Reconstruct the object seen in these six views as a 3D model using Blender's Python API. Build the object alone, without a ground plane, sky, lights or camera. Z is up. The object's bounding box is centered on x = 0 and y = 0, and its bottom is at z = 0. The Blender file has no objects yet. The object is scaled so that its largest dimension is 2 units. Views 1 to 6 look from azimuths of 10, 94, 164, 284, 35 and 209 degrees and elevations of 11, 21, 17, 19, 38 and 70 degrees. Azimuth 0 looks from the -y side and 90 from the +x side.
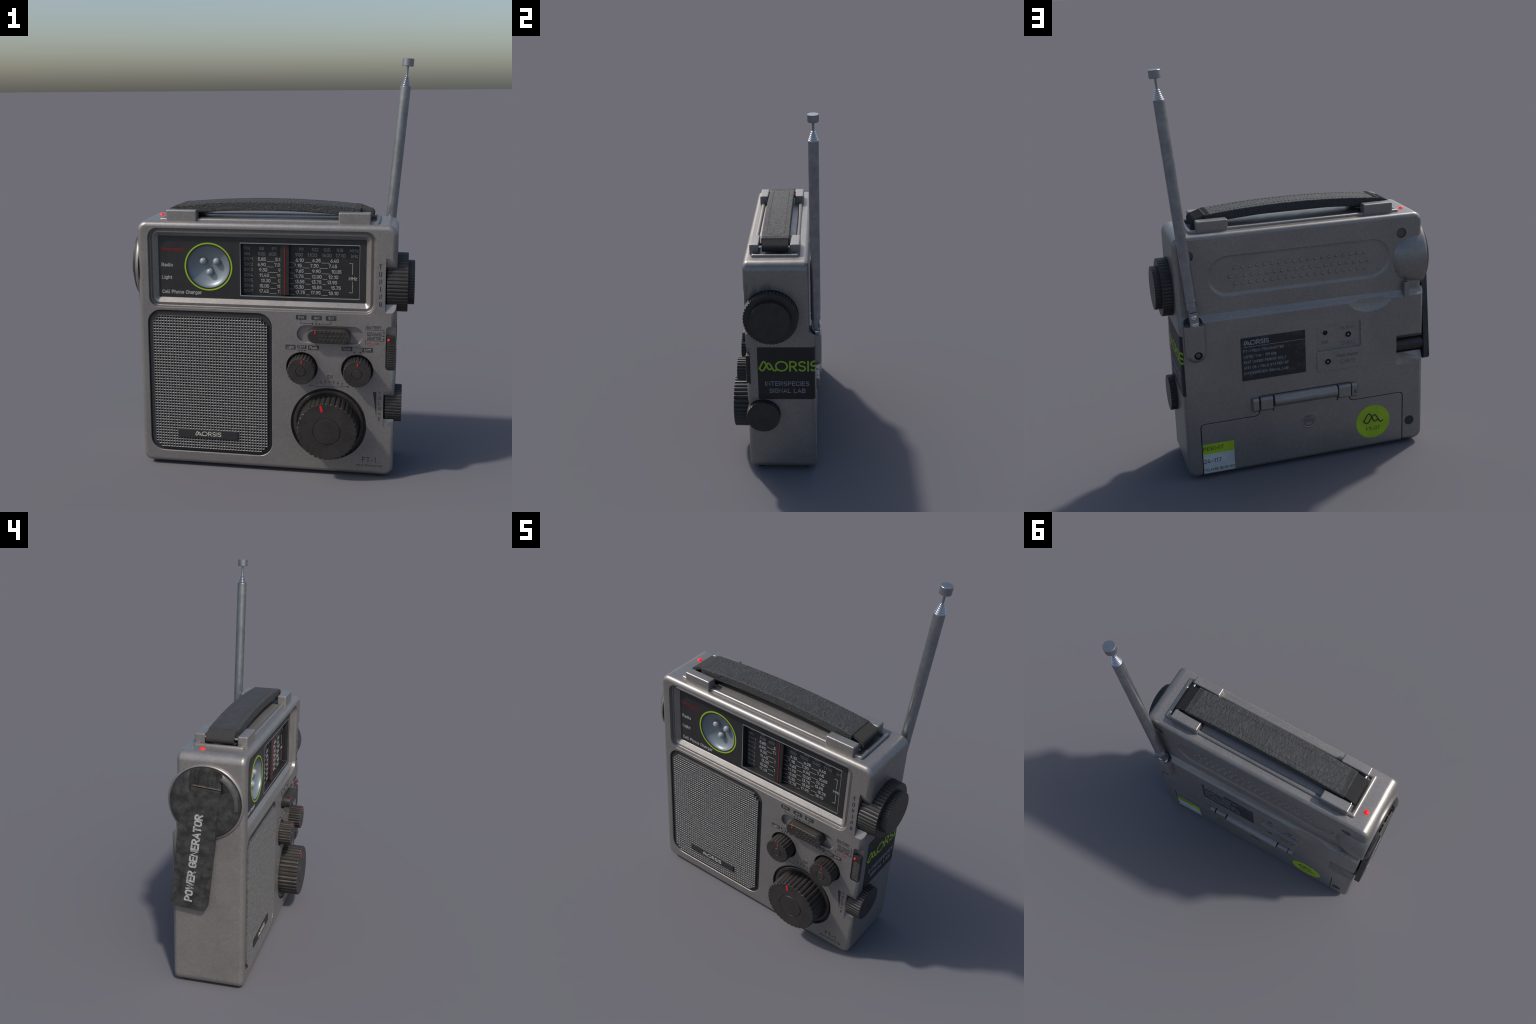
"""Portable multi-band field radio with carrying handle, crank generator and telescopic antenna.
Frame: metres, z up, front face looks to -y.  Everything is built from profiles, lofts and cutters."""
import bpy, bmesh, math, random
from math import sin, cos, pi, radians, sqrt
from mathutils import Vector, Matrix

random.seed(7)
SCN = bpy.context.scene.collection

# ------------------------------------------------------------------ sizes
XL, XR = -0.645, 0.602            # housing left / right
ZB, ZT = 0.0135, 1.238             # housing bottom / top
YF = -0.148                       # front face
YU, YB = 0.188, 0.217             # upper back face, lower (thicker) back face
LEDGE = 0.820                     # height where the lower back begins

# ------------------------------------------------------------------ materials
def new_mat(name):
    m = bpy.data.materials.new(name)
    m.use_nodes = True
    nt = m.node_tree
    return m, nt, nt.nodes["Principled BSDF"]

def N(nt, kind, **kw):
    n = nt.nodes.new(kind)
    for k, v in kw.items():
        if k in n.inputs.keys():
            n.inputs[k].default_value = v
        else:
            setattr(n, k, v)
    return n

def objco(nt, scale=(1, 1, 1)):
    tc = nt.nodes.new("ShaderNodeTexCoord")
    mp = nt.nodes.new("ShaderNodeMapping")
    mp.inputs["Scale"].default_value = scale
    nt.links.new(tc.outputs["Object"], mp.inputs["Vector"])
    return mp.outputs["Vector"]

def ramp(nt, fac, p0, p1, c0=(0, 0, 0, 1), c1=(1, 1, 1, 1)):
    r = nt.nodes.new("ShaderNodeValToRGB")
    r.color_ramp.elements[0].position = p0
    r.color_ramp.elements[1].position = p1
    r.color_ramp.elements[0].color = c0
    r.color_ramp.elements[1].color = c1
    nt.links.new(fac, r.inputs["Fac"])
    return r.outputs["Color"]

def rgba_mix(nt, fac, a, b, blend="MIX"):
    m = nt.nodes.new("ShaderNodeMix")
    m.data_type = "RGBA"
    m.blend_type = blend
    ins = [i for i in m.inputs if i.type == "RGBA"]
    f = m.inputs[0]
    for sock, val in ((f, fac), (ins[0], a), (ins[1], b)):
        if isinstance(val, bpy.types.NodeSocket):
            nt.links.new(val, sock)
        elif isinstance(val, (int, float)):
            sock.default_value = val
        else:
            sock.default_value = (*val[:3], 1)
    return [o for o in m.outputs if o.type == "RGBA"][0]

def bump(nt, height, strength, dist, normal=None):
    b = nt.nodes.new("ShaderNodeBump")
    b.inputs["Strength"].default_value = strength
    b.inputs["Distance"].default_value = dist
    nt.links.new(height, b.inputs["Height"])
    if normal is not None:
        nt.links.new(normal, b.inputs["Normal"])
    return b.outputs["Normal"]

def noise(nt, vec, scale, detail=3.0, rough=0.55):
    n = N(nt, "ShaderNodeTexNoise", Scale=scale, Detail=detail, Roughness=rough)
    nt.links.new(vec, n.inputs["Vector"])
    return n.outputs["Fac"]

def mat_housing():
    m, nt, b = new_mat("satin_grey_painted_shell")
    v = objco(nt)
    tone = ramp(nt, noise(nt, v, 7.0, 4), 0.3, 0.72, (0.250, 0.236, 0.225, 1), (0.288, 0.272, 0.259, 1))
    grain = ramp(nt, noise(nt, v, 300.0, 2), 0.3, 0.7, (0.90, 0.90, 0.90, 1), (1.07, 1.07, 1.07, 1))
    col = rgba_mix(nt, 1.0, tone, grain, "MULTIPLY")
    # small dark pits, clustered
    col = rgba_mix(nt, 1.0, col, ramp(nt, noise(nt, v, 75.0, 4), 0.3, 0.7, (0.91, 0.91, 0.91, 1), (1.06, 1.06, 1.06, 1)), "MULTIPLY")
    vo = N(nt, "ShaderNodeTexVoronoi", Scale=85.0)
    nt.links.new(v, vo.inputs["Vector"])
    pit = ramp(nt, vo.outputs["Distance"], 0.12, 0.24, (1, 1, 1, 1), (0, 0, 0, 1))
    where = ramp(nt, noise(nt, v, 14.0, 4), 0.48, 0.64)
    pm = rgba_mix(nt, 1.0, pit, where, "MULTIPLY")
    pmf = rgba_mix(nt, 1.0, pm, (0.75, 0.75, 0.75), "MULTIPLY")
    col = rgba_mix(nt, pmf, col, (0.10, 0.095, 0.09))
    nt.links.new(col, b.inputs["Base Color"])
    b.inputs["Metallic"].default_value = 0.62
    rg = ramp(nt, noise(nt, v, 22.0, 4), 0.3, 0.7, (0.36, 0.36, 0.36, 1), (0.44, 0.44, 0.44, 1))
    nt.links.new(rg, b.inputs["Roughness"])
    bev = N(nt, "ShaderNodeBevel", Radius=0.003)
    bev.samples = 4
    nt.links.new(bump(nt, noise(nt, v, 330.0, 2), 0.07, 0.001, bev.outputs["Normal"]), b.inputs["Normal"])
    return m

def mat_plain(name, col, rough=0.5, metal=0.0, grain=0.0, gscale=120.0, bumpy=0.0, tone=0.0, spec=0.5):
    m, nt, b = new_mat(name)
    b.inputs["Roughness"].default_value = rough
    b.inputs["Metallic"].default_value = metal
    b.inputs["Specular IOR Level"].default_value = spec
    if grain or tone or bumpy:
        v = objco(nt)
    c = None
    if grain:
        lo, hi = 1 - grain, 1 + grain
        c = rgba_mix(nt, 1.0, ramp(nt, noise(nt, v, gscale, 3), 0.3, 0.7, (lo, lo, lo, 1), (hi, hi, hi, 1)),
                     col, "MULTIPLY")
    if tone:
        lo, hi = 1 - tone, 1 + tone
        c = rgba_mix(nt, 1.0, ramp(nt, noise(nt, v, 18.0, 4), 0.3, 0.7, (lo, lo, lo, 1), (hi, hi, hi, 1)),
                     c if c is not None else col, "MULTIPLY")
    if c is not None:
        nt.links.new(c, b.inputs["Base Color"])
    else:
        b.inputs["Base Color"].default_value = (*col, 1)
    if bumpy:
        nt.links.new(bump(nt, noise(nt, v, gscale, 3), bumpy, 0.002), b.inputs["Normal"])
    return m

def mat_leather():
    m, nt, b = new_mat("wrinkled_black_leather")
    v = objco(nt, (34, 16, 34))
    w1 = N(nt, "ShaderNodeTexNoise", Scale=2.2, Detail=6.0, Roughness=0.6, Distortion=1.2)
    nt.links.new(v, w1.inputs["Vector"])
    fine = noise(nt, objco(nt, (260, 180, 260)), 1.0, 2)
    col = ramp(nt, w1.outputs["Fac"], 0.35, 0.7, (0.024, 0.0255, 0.027, 1), (0.052, 0.053, 0.053, 1))  # pale ramp end paints highlights onto the wrinkle crests
    nt.links.new(col, b.inputs["Base Color"])
    b.inputs["Roughness"].default_value = 0.62
    n1 = bump(nt, fine, 0.25, 0.001)
    nt.links.new(bump(nt, w1.outputs["Fac"], 1.0, 0.009, n1), b.inputs["Normal"])
    return m

def mat_grimy(name, dark, light, scale=26.0, lo=0.45, hi=0.75, rough=0.45):
    m, nt, b = new_mat(name)
    v = objco(nt)
    f = ramp(nt, noise(nt, v, scale, 6, 0.65), lo, hi)
    nt.links.new(rgba_mix(nt, f, dark, light), b.inputs["Base Color"])
    r = ramp(nt, noise(nt, v, scale * 1.7, 4), 0.3, 0.7, (rough - 0.08,) * 3 + (1,), (rough + 0.14,) * 3 + (1,))
    nt.links.new(r, b.inputs["Roughness"])
    return m

def mat_sticker(name, col, dot=(0.3, 0.3, 0.3), amount=0.7, scale=70.0):
    """Flat vinyl with small scuffed flecks."""
    m, nt, b = new_mat(name)
    v = objco(nt)
    vo = N(nt, "ShaderNodeTexVoronoi", Scale=scale)
    nt.links.new(v, vo.inputs["Vector"])
    fleck = ramp(nt, vo.outputs["Distance"], 0.06, 0.16, (1, 1, 1, 1), (0, 0, 0, 1))
    keep = ramp(nt, noise(nt, v, 25.0, 3), 0.47, 0.6)
    f = rgba_mix(nt, 1.0, rgba_mix(nt, 1.0, fleck, keep, "MULTIPLY"), (amount,) * 3, "MULTIPLY")
    c = rgba_mix(nt, f, col, dot)
    t = ramp(nt, noise(nt, v, 16.0, 4), 0.3, 0.7, (0.86,) * 3 + (1,), (1.1,) * 3 + (1,))
    nt.links.new(rgba_mix(nt, 1.0, c, t, "MULTIPLY"), b.inputs["Base Color"])
    b.inputs["Roughness"].default_value = 0.5
    return m

def mat_webbing():
    m, nt, b = new_mat("woven_black_webbing")
    v = objco(nt, (1, 1, 1))
    w = N(nt, "ShaderNodeTexWave", Scale=140.0, Distortion=2.0, Detail=2.0)
    w.bands_direction = "X"
    nt.links.new(v, w.inputs["Vector"])
    nt.links.new(ramp(nt, w.outputs["Fac"], 0.2, 0.9, (0.026, 0.026, 0.026, 1), (0.06, 0.058, 0.055, 1)), b.inputs["Base Color"])
    b.inputs["Roughness"].default_value = 0.8
    nt.links.new(bump(nt, w.outputs["Fac"], 0.5, 0.002), b.inputs["Normal"])
    return m

def mat_led():
    m, nt, b = new_mat("lit_red_indicator")
    b.inputs["Base Color"].default_value = (0.8, 0.004, 0.004, 1)
    b.inputs["Roughness"].default_value = 0.2
    b.inputs["Emission Color"].default_value = (1.0, 0.005, 0.008, 1)
    b.inputs["Emission Strength"].default_value = 0.75
    return m

M = dict(
    shell=mat_housing(),
    black=mat_plain("brown_black_moulded_plastic", (0.0262, 0.0232, 0.0212), 0.40, 0.0, 0.14, 90, 0.04, 0.32),
    gasket=mat_plain("dark_gasket_rubber", (0.020, 0.020, 0.021), 0.6, 0, 0.1, 120, 0.06),
    void=mat_plain("deep_black_hole", (0.004, 0.004, 0.004), 0.8),
    grille=mat_plain("perforated_steel", (0.205, 0.198, 0.19), 0.42, 0.55, 0.25, 60),
    panel=mat_plain("smoked_dial_panel", (0.020, 0.020, 0.020), 0.42, 0, 0.1, 40, 0, 0.12),
    dial=mat_plain("dial_plate", (0.016, 0.0155, 0.015), 0.45, 0, 0.1, 40, 0, 0.1),
    white=mat_plain("pale_print", (0.29, 0.29, 0.285), 0.5, 0, 0.25, 160),
    dimwhite=mat_plain("faded_print", (0.18, 0.18, 0.18), 0.5, 0, 0.25, 160),
    line=mat_plain("frame_print", (0.22, 0.23, 0.24), 0.5),
    ink=mat_plain("black_ink_print", (0.020, 0.020, 0.020), 0.55, 0, 0.3, 150),
    plate=mat_plain("worn_label_ink", (0.030, 0.031, 0.031), 0.5, 0, 0.45, 55),
    labeltext=mat_plain("worn_label_text", (0.22, 0.215, 0.21), 0.5, 0, 0.4, 120),
    red=mat_plain("bright_red_marker", (0.62, 0.010, 0.010), 0.4, 0, 0.1, 80),
    redprint=mat_plain("dull_red_print", (0.20, 0.004, 0.005), 0.5),
    redink=mat_plain("faded_red_ink", (0.30, 0.045, 0.045), 0.5, 0, 0.25, 150),
    lime=mat_plain("lime_green_print", (0.27, 0.42, 0.012), 0.5),
    limevinyl=mat_sticker("lime_vinyl", (0.30, 0.46, 0.012), (0.30, 0.20, 0.02), 0.45, 60),
    whitevinyl=mat_sticker("pale_vinyl", (0.42, 0.46, 0.47), (0.45, 0.28, 0.25), 0.5, 55),
    blackvinyl=mat_sticker("black_vinyl", (0.010, 0.0105, 0.011), (0.085, 0.09, 0.09), 0.8, 75),
    infoplate=mat_grimy("scuffed_rating_plate", (0.014, 0.015, 0.017), (0.060, 0.066, 0.075), 30, 0.5, 0.85, 0.42),
    grimy=mat_grimy("grimy_crank_plastic", (0.016, 0.016, 0.016), (0.070, 0.070, 0.068), 22, 0.38, 0.85, 0.4),
    leather=mat_leather(),
    webbing=mat_webbing(),
    thread=mat_plain("dark_red_thread", (0.060, 0.026, 0.024), 0.7),
    chrome=mat_plain("polished_steel", (0.62, 0.63, 0.65), 0.16, 1.0),
    rod=mat_plain("dull_nickel_tube", (0.28, 0.295, 0.315), 0.33, 0.85, 0.10, 45, 0, 0.12),
    bowl=mat_plain("silvered_reflector", (0.20, 0.235, 0.26), 0.42, 0.35),
    lampled=mat_plain("milky_lamp_led", (0.27, 0.30, 0.32), 0.2, 0.0),
    led=mat_led(),
    rubber=mat_plain("dark_rubber_foot", (0.022, 0.022, 0.022), 0.7, 0, 0.15, 120),
    screw=mat_plain("blackened_screw", (0.10, 0.10, 0.105), 0.4, 0.6),
)

# ------------------------------------------------------------------ mesh helpers
ROOT = bpy.data.objects.new("field_radio", None)
ROOT["label"] = "weathered grey portable field radio with handle, crank and antenna"
ROOT["category"] = "radio"
ROOT.location = (0.0, -0.001, 0.0)
SCN.objects.link(ROOT)

def mesh_obj(name, bm, mat=None, parent=ROOT, smooth=35.0, weighted=True, kind=None):
    me = bpy.data.meshes.new(name)
    bm.normal_update()
    bm.to_mesh(me)
    bm.free()
    ob = bpy.data.objects.new(name, me)
    SCN.objects.link(ob)
    finish(ob, mat, parent, smooth, weighted)
    if kind:
        ob["kind"] = kind
    return ob

def finish(ob, mat, parent, smooth, weighted):
    me = ob.data
    if mat is not None:
        me.materials.clear()
        me.materials.append(mat)
    if smooth:
        me.shade_smooth()
        me.set_sharp_from_angle(angle=radians(smooth))
        if weighted:
            w = ob.modifiers.new("weighted", "WEIGHTED_NORMAL")
            w.keep_sharp = True
            w.weight = 80
    if parent is not None:
        ob.parent = parent

def loft(bm, rings, cap0=True, cap1=True, closed=True):
    """Bridge rings of equal point count; cap the ends with n-gons."""
    vr = [[bm.verts.new(p) for p in r] for r in rings]
    n = len(vr[0])
    for a, b in zip(vr, vr[1:]):
        for i in range(n if closed else n - 1):
            j = (i + 1) % n
            bm.faces.new((a[i], a[j], b[j], b[i]))
    if cap0:
        bm.faces.new(vr[0][::-1])
    if cap1:
        bm.faces.new(vr[-1])
    return vr

def fix_normals(bm):
    bmesh.ops.recalc_face_normals(bm, faces=bm.faces[:])

def rrect(x0, x1, z0, z1, r, off=0.0, seg=8):
    """Rounded rectangle outline; off > 0 shrinks it."""
    x0 += off; x1 -= off; z0 += off; z1 -= off
    r = max(min(r - off, (x1 - x0) / 2 - 1e-5, (z1 - z0) / 2 - 1e-5), 0.0008)
    pts = []
    for cx, cz, a0 in ((x1 - r, z1 - r, 0), (x0 + r, z1 - r, 90), (x0 + r, z0 + r, 180), (x1 - r, z0 + r, 270)):
        for k in range(seg + 1):
            a = radians(a0 + 90 * k / seg)
            pts.append((cx + r * cos(a), cz + r * sin(a)))
    return pts

def circle(cx, cz, r, n=64):
    return [(cx + r * cos(2 * pi * k / n), cz + r * sin(2 * pi * k / n)) for k in range(n)]

def rounded_poly(pts, radii, seg=6):
    """Polygon (CCW or CW) with filleted corners."""
    out = []
    n = len(pts)
    for i in range(n):
        p0, p, p1 = Vector(pts[i - 1]), Vector(pts[i]), Vector(pts[(i + 1) % n])
        r = radii[i] if isinstance(radii, (list, tuple)) else radii
        if r <= 0:
            out.append((p.x, p.y)); continue
        a, b = (p0 - p).normalized(), (p1 - p).normalized()
        t = r / math.tan(max(a.angle(b), 0.05) / 2)
        q0, q1 = p + a * t, p + b * t
        for k in range(seg + 1):
            s = k / seg
            q = (1 - s) ** 2 * q0 + 2 * s * (1 - s) * p + s * s * q1
            out.append((q.x, q.y))
    return out

# plane frames: (u, v, d) with d pointing INTO the body
def front(u, v, d): return (u, YF + d, v)
def back(u, v, d): return (u, YB - d, v)
def backup(u, v, d): return (u, YU - d, v)
def top(u, v, d): return (u, v, ZT - d)
def right(u, v, d): return (XR - d, u, v)
def left(u, v, d): return (XL + d, u, v)

def ring(frame, pts, d):
    return [frame(u, v, d) for u, v in pts]

def solid(frame, outline, steps):
    """outline(off)->pts ; steps = [(depth, off), ...] from outside to inside."""
    bm = bmesh.new()
    loft(bm, [ring(frame, outline(o), d) for d, o in steps])
    fix_normals(bm)
    return bm

def lip(depth, r=0.004, slope=0.0, out=0.05, seg=3):
    """Cutter steps with a rounded lip of radius r at the surface."""
    st = [(-out, -r)]
    for k in range(seg + 1):
        a = pi / 2 * k / seg
        st.append((r - r * cos(a), -r + r * sin(a)))
    st.append((depth, slope))
    return st

def boss(h, r, base=0.01, seg=4):
    """Raised solid steps (d negative = proud) with rounded top edge."""
    st = [(base, 0.0)]
    for k in range(seg + 1):
        a = pi / 2 * k / seg
        st.append((-(h - r) - r * sin(a), r - r * cos(a)))
    return st

def boxm(x0, x1, y0, y1, z0, z1, bev=0.0, seg=3):
    bm = bmesh.new()
    bmesh.ops.create_cube(bm, size=1.0)
    for v in bm.verts:
        v.co = Vector((x0 + (v.co.x + .5) * (x1 - x0), y0 + (v.co.y + .5) * (y1 - y0), z0 + (v.co.z + .5) * (z1 - z0)))
    if bev:
        bmesh.ops.bevel(bm, geom=bm.edges[:], offset=bev, segments=seg, profile=0.5, affect="EDGES")
    fix_normals(bm)
    return bm

def temp(bm):
    me = bpy.data.meshes.new("temp")
    bm.to_mesh(me); bm.free()
    ob = bpy.data.objects.new("temp", me)
    SCN.objects.link(ob)
    return ob

def boolean(ob, bm, op="DIFFERENCE"):
    c = temp(bm)
    md = ob.modifiers.new("b", "BOOLEAN")
    md.operation = op
    md.solver = "EXACT"
    md.object = c
    dg = bpy.context.evaluated_depsgraph_get()
    me = bpy.data.meshes.new_from_object(ob.evaluated_get(dg))
    ob.modifiers.remove(md)
    old = ob.data
    ob.data = me
    bpy.data.meshes.remove(old)
    cm = c.data
    bpy.data.objects.remove(c)
    bpy.data.meshes.remove(cm)

def joinbm(dst, src):
    me = bpy.data.meshes.new("j")
    src.to_mesh(me); src.free()
    dst.from_mesh(me)
    bpy.data.meshes.remove(me)

def revolve(profile, frame_fn, n=48, radial=None):
    """profile [(r, h)], frame_fn(c, s, r, h)->xyz ; radial(theta_index, r, h)->r."""
    bm = bmesh.new()
    rings = []
    for r, h in profile:
        rr = []
        for k in range(n):
            a = 2 * pi * k / n
            q = radial(k, r, h) if radial else r
            rr.append(frame_fn(cos(a), sin(a), q, h))
        rings.append(rr)
    loft(bm, rings)
    fix_normals(bm)
    return bm

# ------------------------------------------------------------------ lettering: a monoline engineering alphabet
def el(cx, cy, rx, ry, a0, a1, n=9):
    return [(cx + rx * cos(radians(a0 + (a1 - a0) * k / (n - 1))), cy + ry * sin(radians(a0 + (a1 - a0) * k / (n - 1)))) for k in range(n)]
def rb(x0, x1, y0, y1, r=0.24):
    """Round-cornered closed loop (stadium-like O)."""
    r = min(r, (x1 - x0) / 2, (y1 - y0) / 2)
    p = el(x1 - r, y1 - r, r, r, 0, 90, 6) + el(x0 + r, y1 - r, r, r, 90, 180, 6) + el(x0 + r, y0 + r, r, r, 180, 270, 6) + el(x1 - r, y0 + r, r, r, 270, 360, 6)
    return p + [p[0]]
def bowl(x0, x1, y0, y1):
    """Stroke leaving x0 at the top, round to the right, back to x0 at the bottom."""
    r = min((y1 - y0) / 2, x1 - x0)
    return [(x0, y1)] + el(x1 - r, y1 - r, r, r, 90, 0, 6) + el(x1 - r, y0 + r, r, r, 0, -90, 6) + [(x0, y0)]
XH = 0.70
S_ = lambda w, h: el(w / 2, h * .75, w / 2, h * .25, 28, 180, 7) + el(w / 2, h * .75, w / 2, h * .25, 190, 262, 4) + el(w / 2, h * .25, w / 2, h * .25, 82, -10, 5) + el(w / 2, h * .25, w / 2, h * .25, -20, -152, 7)
GLYPHS = {
 "A": (.62, [[(0, 0), (.31, 1), (.62, 0)], [(.11, .30), (.51, .30)]]),
 "B": (.52, [[(0, 0), (0, 1)], bowl(0, .48, .54, 1), bowl(0, .52, 0, .53)]),
 "C": (.54, [el(.27, .73, .27, .27, 15, 180, 8) + el(.27, .27, .27, .27, 180, 345, 8)]),
 "D": (.54, [[(0, 0), (0, 1)], [(0, 1)] + el(.27, .73, .27, .27, 90, 0, 6) + el(.27, .27, .27, .27, 0, -90, 6) + [(0, 0)]]),
 "E": (.48, [[(.48, 1), (0, 1), (0, 0), (.48, 0)], [(0, .52), (.42, .52)]]),
 "F": (.48, [[(.48, 1), (0, 1), (0, 0)], [(0, .50), (.42, .50)]]),
 "G": (.56, [el(.28, .72, .28, .28, 18, 180, 8) + el(.28, .28, .28, .28, 180, 360, 9) + [(.56, .48), (.30, .48)]]),
 "H": (.54, [[(0, 0), (0, 1)], [(.54, 0), (.54, 1)], [(0, .51), (.54, .51)]]),
 "I": (.02, [[(0.01, 0), (0.01, 1)]]),
 "K": (.54, [[(0, 0), (0, 1)], [(.52, 1), (0, .40)], [(.17, .60), (.54, 0)]]),
 "L": (.46, [[(0, 1), (0, 0), (.46, 0)]]),
 "M": (.68, [[(0, 0), (0, 1), (.34, .28), (.68, 1), (.68, 0)]]),
 "N": (.56, [[(0, 0), (0, 1), (.56, 0), (.56, 1)]]),
 "O": (.56, [rb(0, .56, 0, 1, .28)]),
 "P": (.52, [[(0, 0), (0, 1)], bowl(0, .52, .44, 1)]),
 "R": (.54, [[(0, 0), (0, 1)], bowl(0, .52, .46, 1), [(.26, .46), (.54, 0)]]),
 "S": (.52, [S_(.52, 1)]),
 "T": (.54, [[(0, 1), (.54, 1)], [(.27, 1), (.27, 0)]]),
 "U": (.54, [[(0, 1)] + el(.27, .27, .27, .27, 180, 360, 11) + [(.54, 1)]]),
 "V": (.58, [[(0, 1), (.29, 0), (.58, 1)]]),
 "W": (.84, [[(0, 1), (.21, 0), (.42, .92), (.63, 0), (.84, 1)]]),
 "Y": (.58, [[(0, 1), (.29, .48), (.58, 1)], [(.29, .48), (.29, 0)]]),
 "0": (.50, [rb(0, .50, 0, 1, .25)]),
 "1": (.26, [[(0, .74), (.24, 1), (.24, 0)]]),
 "2": (.50, [el(.25, .74, .25, .26, 165, -25, 9) + [(0, 0), (.50, 0)]]),
 "3": (.50, [[(.02, 1), (.46, 1), (.22, .60)] + el(.22, .30, .28, .30, 80, -155, 10)]),
 "4": (.54, [[(.40, 0), (.40, .44)], [(.26, 1), (0, .24), (.54, .24)]]),
 "5": (.50, [[(.46, 1), (.06, 1), (.03, .50)] + el(.24, .31, .26, .31, 120, -150, 11)]),
 "6": (.50, [[(.34, 1), (.03, .44)], rb(0, .50, 0, .60, .28)]),
 "7": (.48, [[(0, 1), (.48, 1), (.16, 0)]]),
 "8": (.50, [rb(.03, .47, .53, 1, .24), rb(0, .50, 0, .52, .26)]),
 "9": (.50, [[(.16, 0), (.47, .56)], rb(0, .50, .40, 1, .28)]),
 ".": (.02, [[(0.01, 0), (0.01, .02)]]),
 "-": (.34, [[(0, .42), (.34, .42)]]),
 "/": (.40, [[(0, -.04), (.40, 1.04)]]),
 "a": (.44, [el(.22, XH - .19, .21, .19, 150, 0, 7) + [(.44, 0)], rb(0, .44, 0, .40, .19)]),
 "c": (.42, [el(.22, XH - .22, .22, .22, 25, 180, 7) + el(.22, .22, .22, .22, 180, 335, 7)]),
 "d": (.46, [rb(0, .46, 0, XH, .23), [(.46, 0), (.46, 1)]]),
 "e": (.46, [[(0, .36), (.46, .36)] + el(.23, XH - .23, .23, .23, 0, 180, 9) + el(.23, .23, .23, .23, 180, 325, 8)]),
 "f": (.32, [[(.12, 0), (.12, .80)] + el(.30, .82, .18, .18, 180, 90, 5), [(0, XH), (.32, XH)]]),
 "g": (.46, [rb(0, .46, 0, XH, .23), [(.46, XH)] + [(.46, -.08)] + el(.24, -.08, .22, .20, 0, -150, 7)]),
 "h": (.44, [[(0, 0), (0, 1)], [(0, XH - .20)] + el(.22, XH - .22, .22, .22, 150, 0, 7) + [(.44, 0)]]),
 "i": (.02, [[(.01, 0), (.01, .60)], [(.01, .97), (.01, 1)]]),
 "k": (.42, [[(0, 0), (0, 1)], [(.40, XH), (0, .28)], [(.14, .42), (.42, 0)]]),
 "l": (.14, [[(0, 1)] + el(.14, .14, .14, .14, 180, 270, 5)]),
 "m": (.74, [[(0, 0), (0, XH)], [(0, XH - .18)] + el(.185, XH - .185, .185, .185, 150, 0, 6) + [(.37, 0)], [(.37, XH - .18)] + el(.555, XH - .185, .185, .185, 150, 0, 6) + [(.74, 0)]]),
 "n": (.44, [[(0, 0), (0, XH)], [(0, XH - .20)] + el(.22, XH - .22, .22, .22, 150, 0, 7) + [(.44, 0)]]),
 "o": (.46, [rb(0, .46, 0, XH, .23)]),
 "p": (.46, [[(0, -.28), (0, XH)], rb(0, .46, 0, XH, .23)]),
 "r": (.28, [[(0, 0), (0, XH)], [(0, XH - .22)] + el(.24, XH - .24, .24, .24, 160, 80, 5)]),
 "s": (.40, [S_(.40, XH)]),
 "t": (.32, [[(.12, 1 - .08)] + el(.30, .18, .18, .18, 180, 270, 5), [(0, XH), (.32, XH)]]),
 "y": (.46, [[(0, XH), (.23, .02)], [(.46, XH), (.14, -.28)]]),
 "z": (.42, [[(0, XH), (.42, XH), (0, 0), (.42, 0)]]),
}
def ribbon(pts, w, fn, t, lift):
    """Flat strip of width w along a polyline with mitred corners and square ends."""
    q = []
    for a, b in pts:
        v = Vector((a, b))
        if not q or (v - q[-1]).length > 1e-6:
            q.append(v)
    shut = len(q) > 3 and (q[0] - q[-1]).length < 1e-5
    if shut:
        q.pop()
    n = len(q)
    if not shut:
        q[0] = q[0] + (q[0] - q[1]).normalized() * w * 0.49
        q[-1] = q[-1] + (q[-1] - q[-2]).normalized() * w * 0.49
    rings = []
    for i in range(n):
        p0 = q[i - 1] if (shut or i > 0) else None
        p1 = q[(i + 1) % n] if (shut or i < n - 1) else None
        d0 = (q[i] - p0).normalized() if p0 is not None else (p1 - q[i]).normalized()
        d1 = (p1 - q[i]).normalized() if p1 is not None else d0
        n0, n1 = Vector((-d0.y, d0.x)), Vector((-d1.y, d1.x))
        m = n0 + n1
        m = m / max(m.length_squared / 2, 0.42) * (w / 2)
        a, c = q[i] + m, q[i] - m
        rings.append([fn(a.x, a.y, lift), fn(c.x, c.y, lift), fn(c.x, c.y, t + lift), fn(a.x, a.y, t + lift)])
    b = bmesh.new()
    vr = loft(b, rings, not shut, not shut)
    if shut:
        for i in range(4):
            j = (i + 1) % 4
            b.faces.new((vr[-1][i], vr[-1][j], vr[0][j], vr[0][i]))
    fix_normals(b)
    return b

def place(bm, fn):
    for v in bm.verts:
        v.co = Vector(fn(v.co.x, v.co.y, v.co.z))
    return bm

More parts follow.
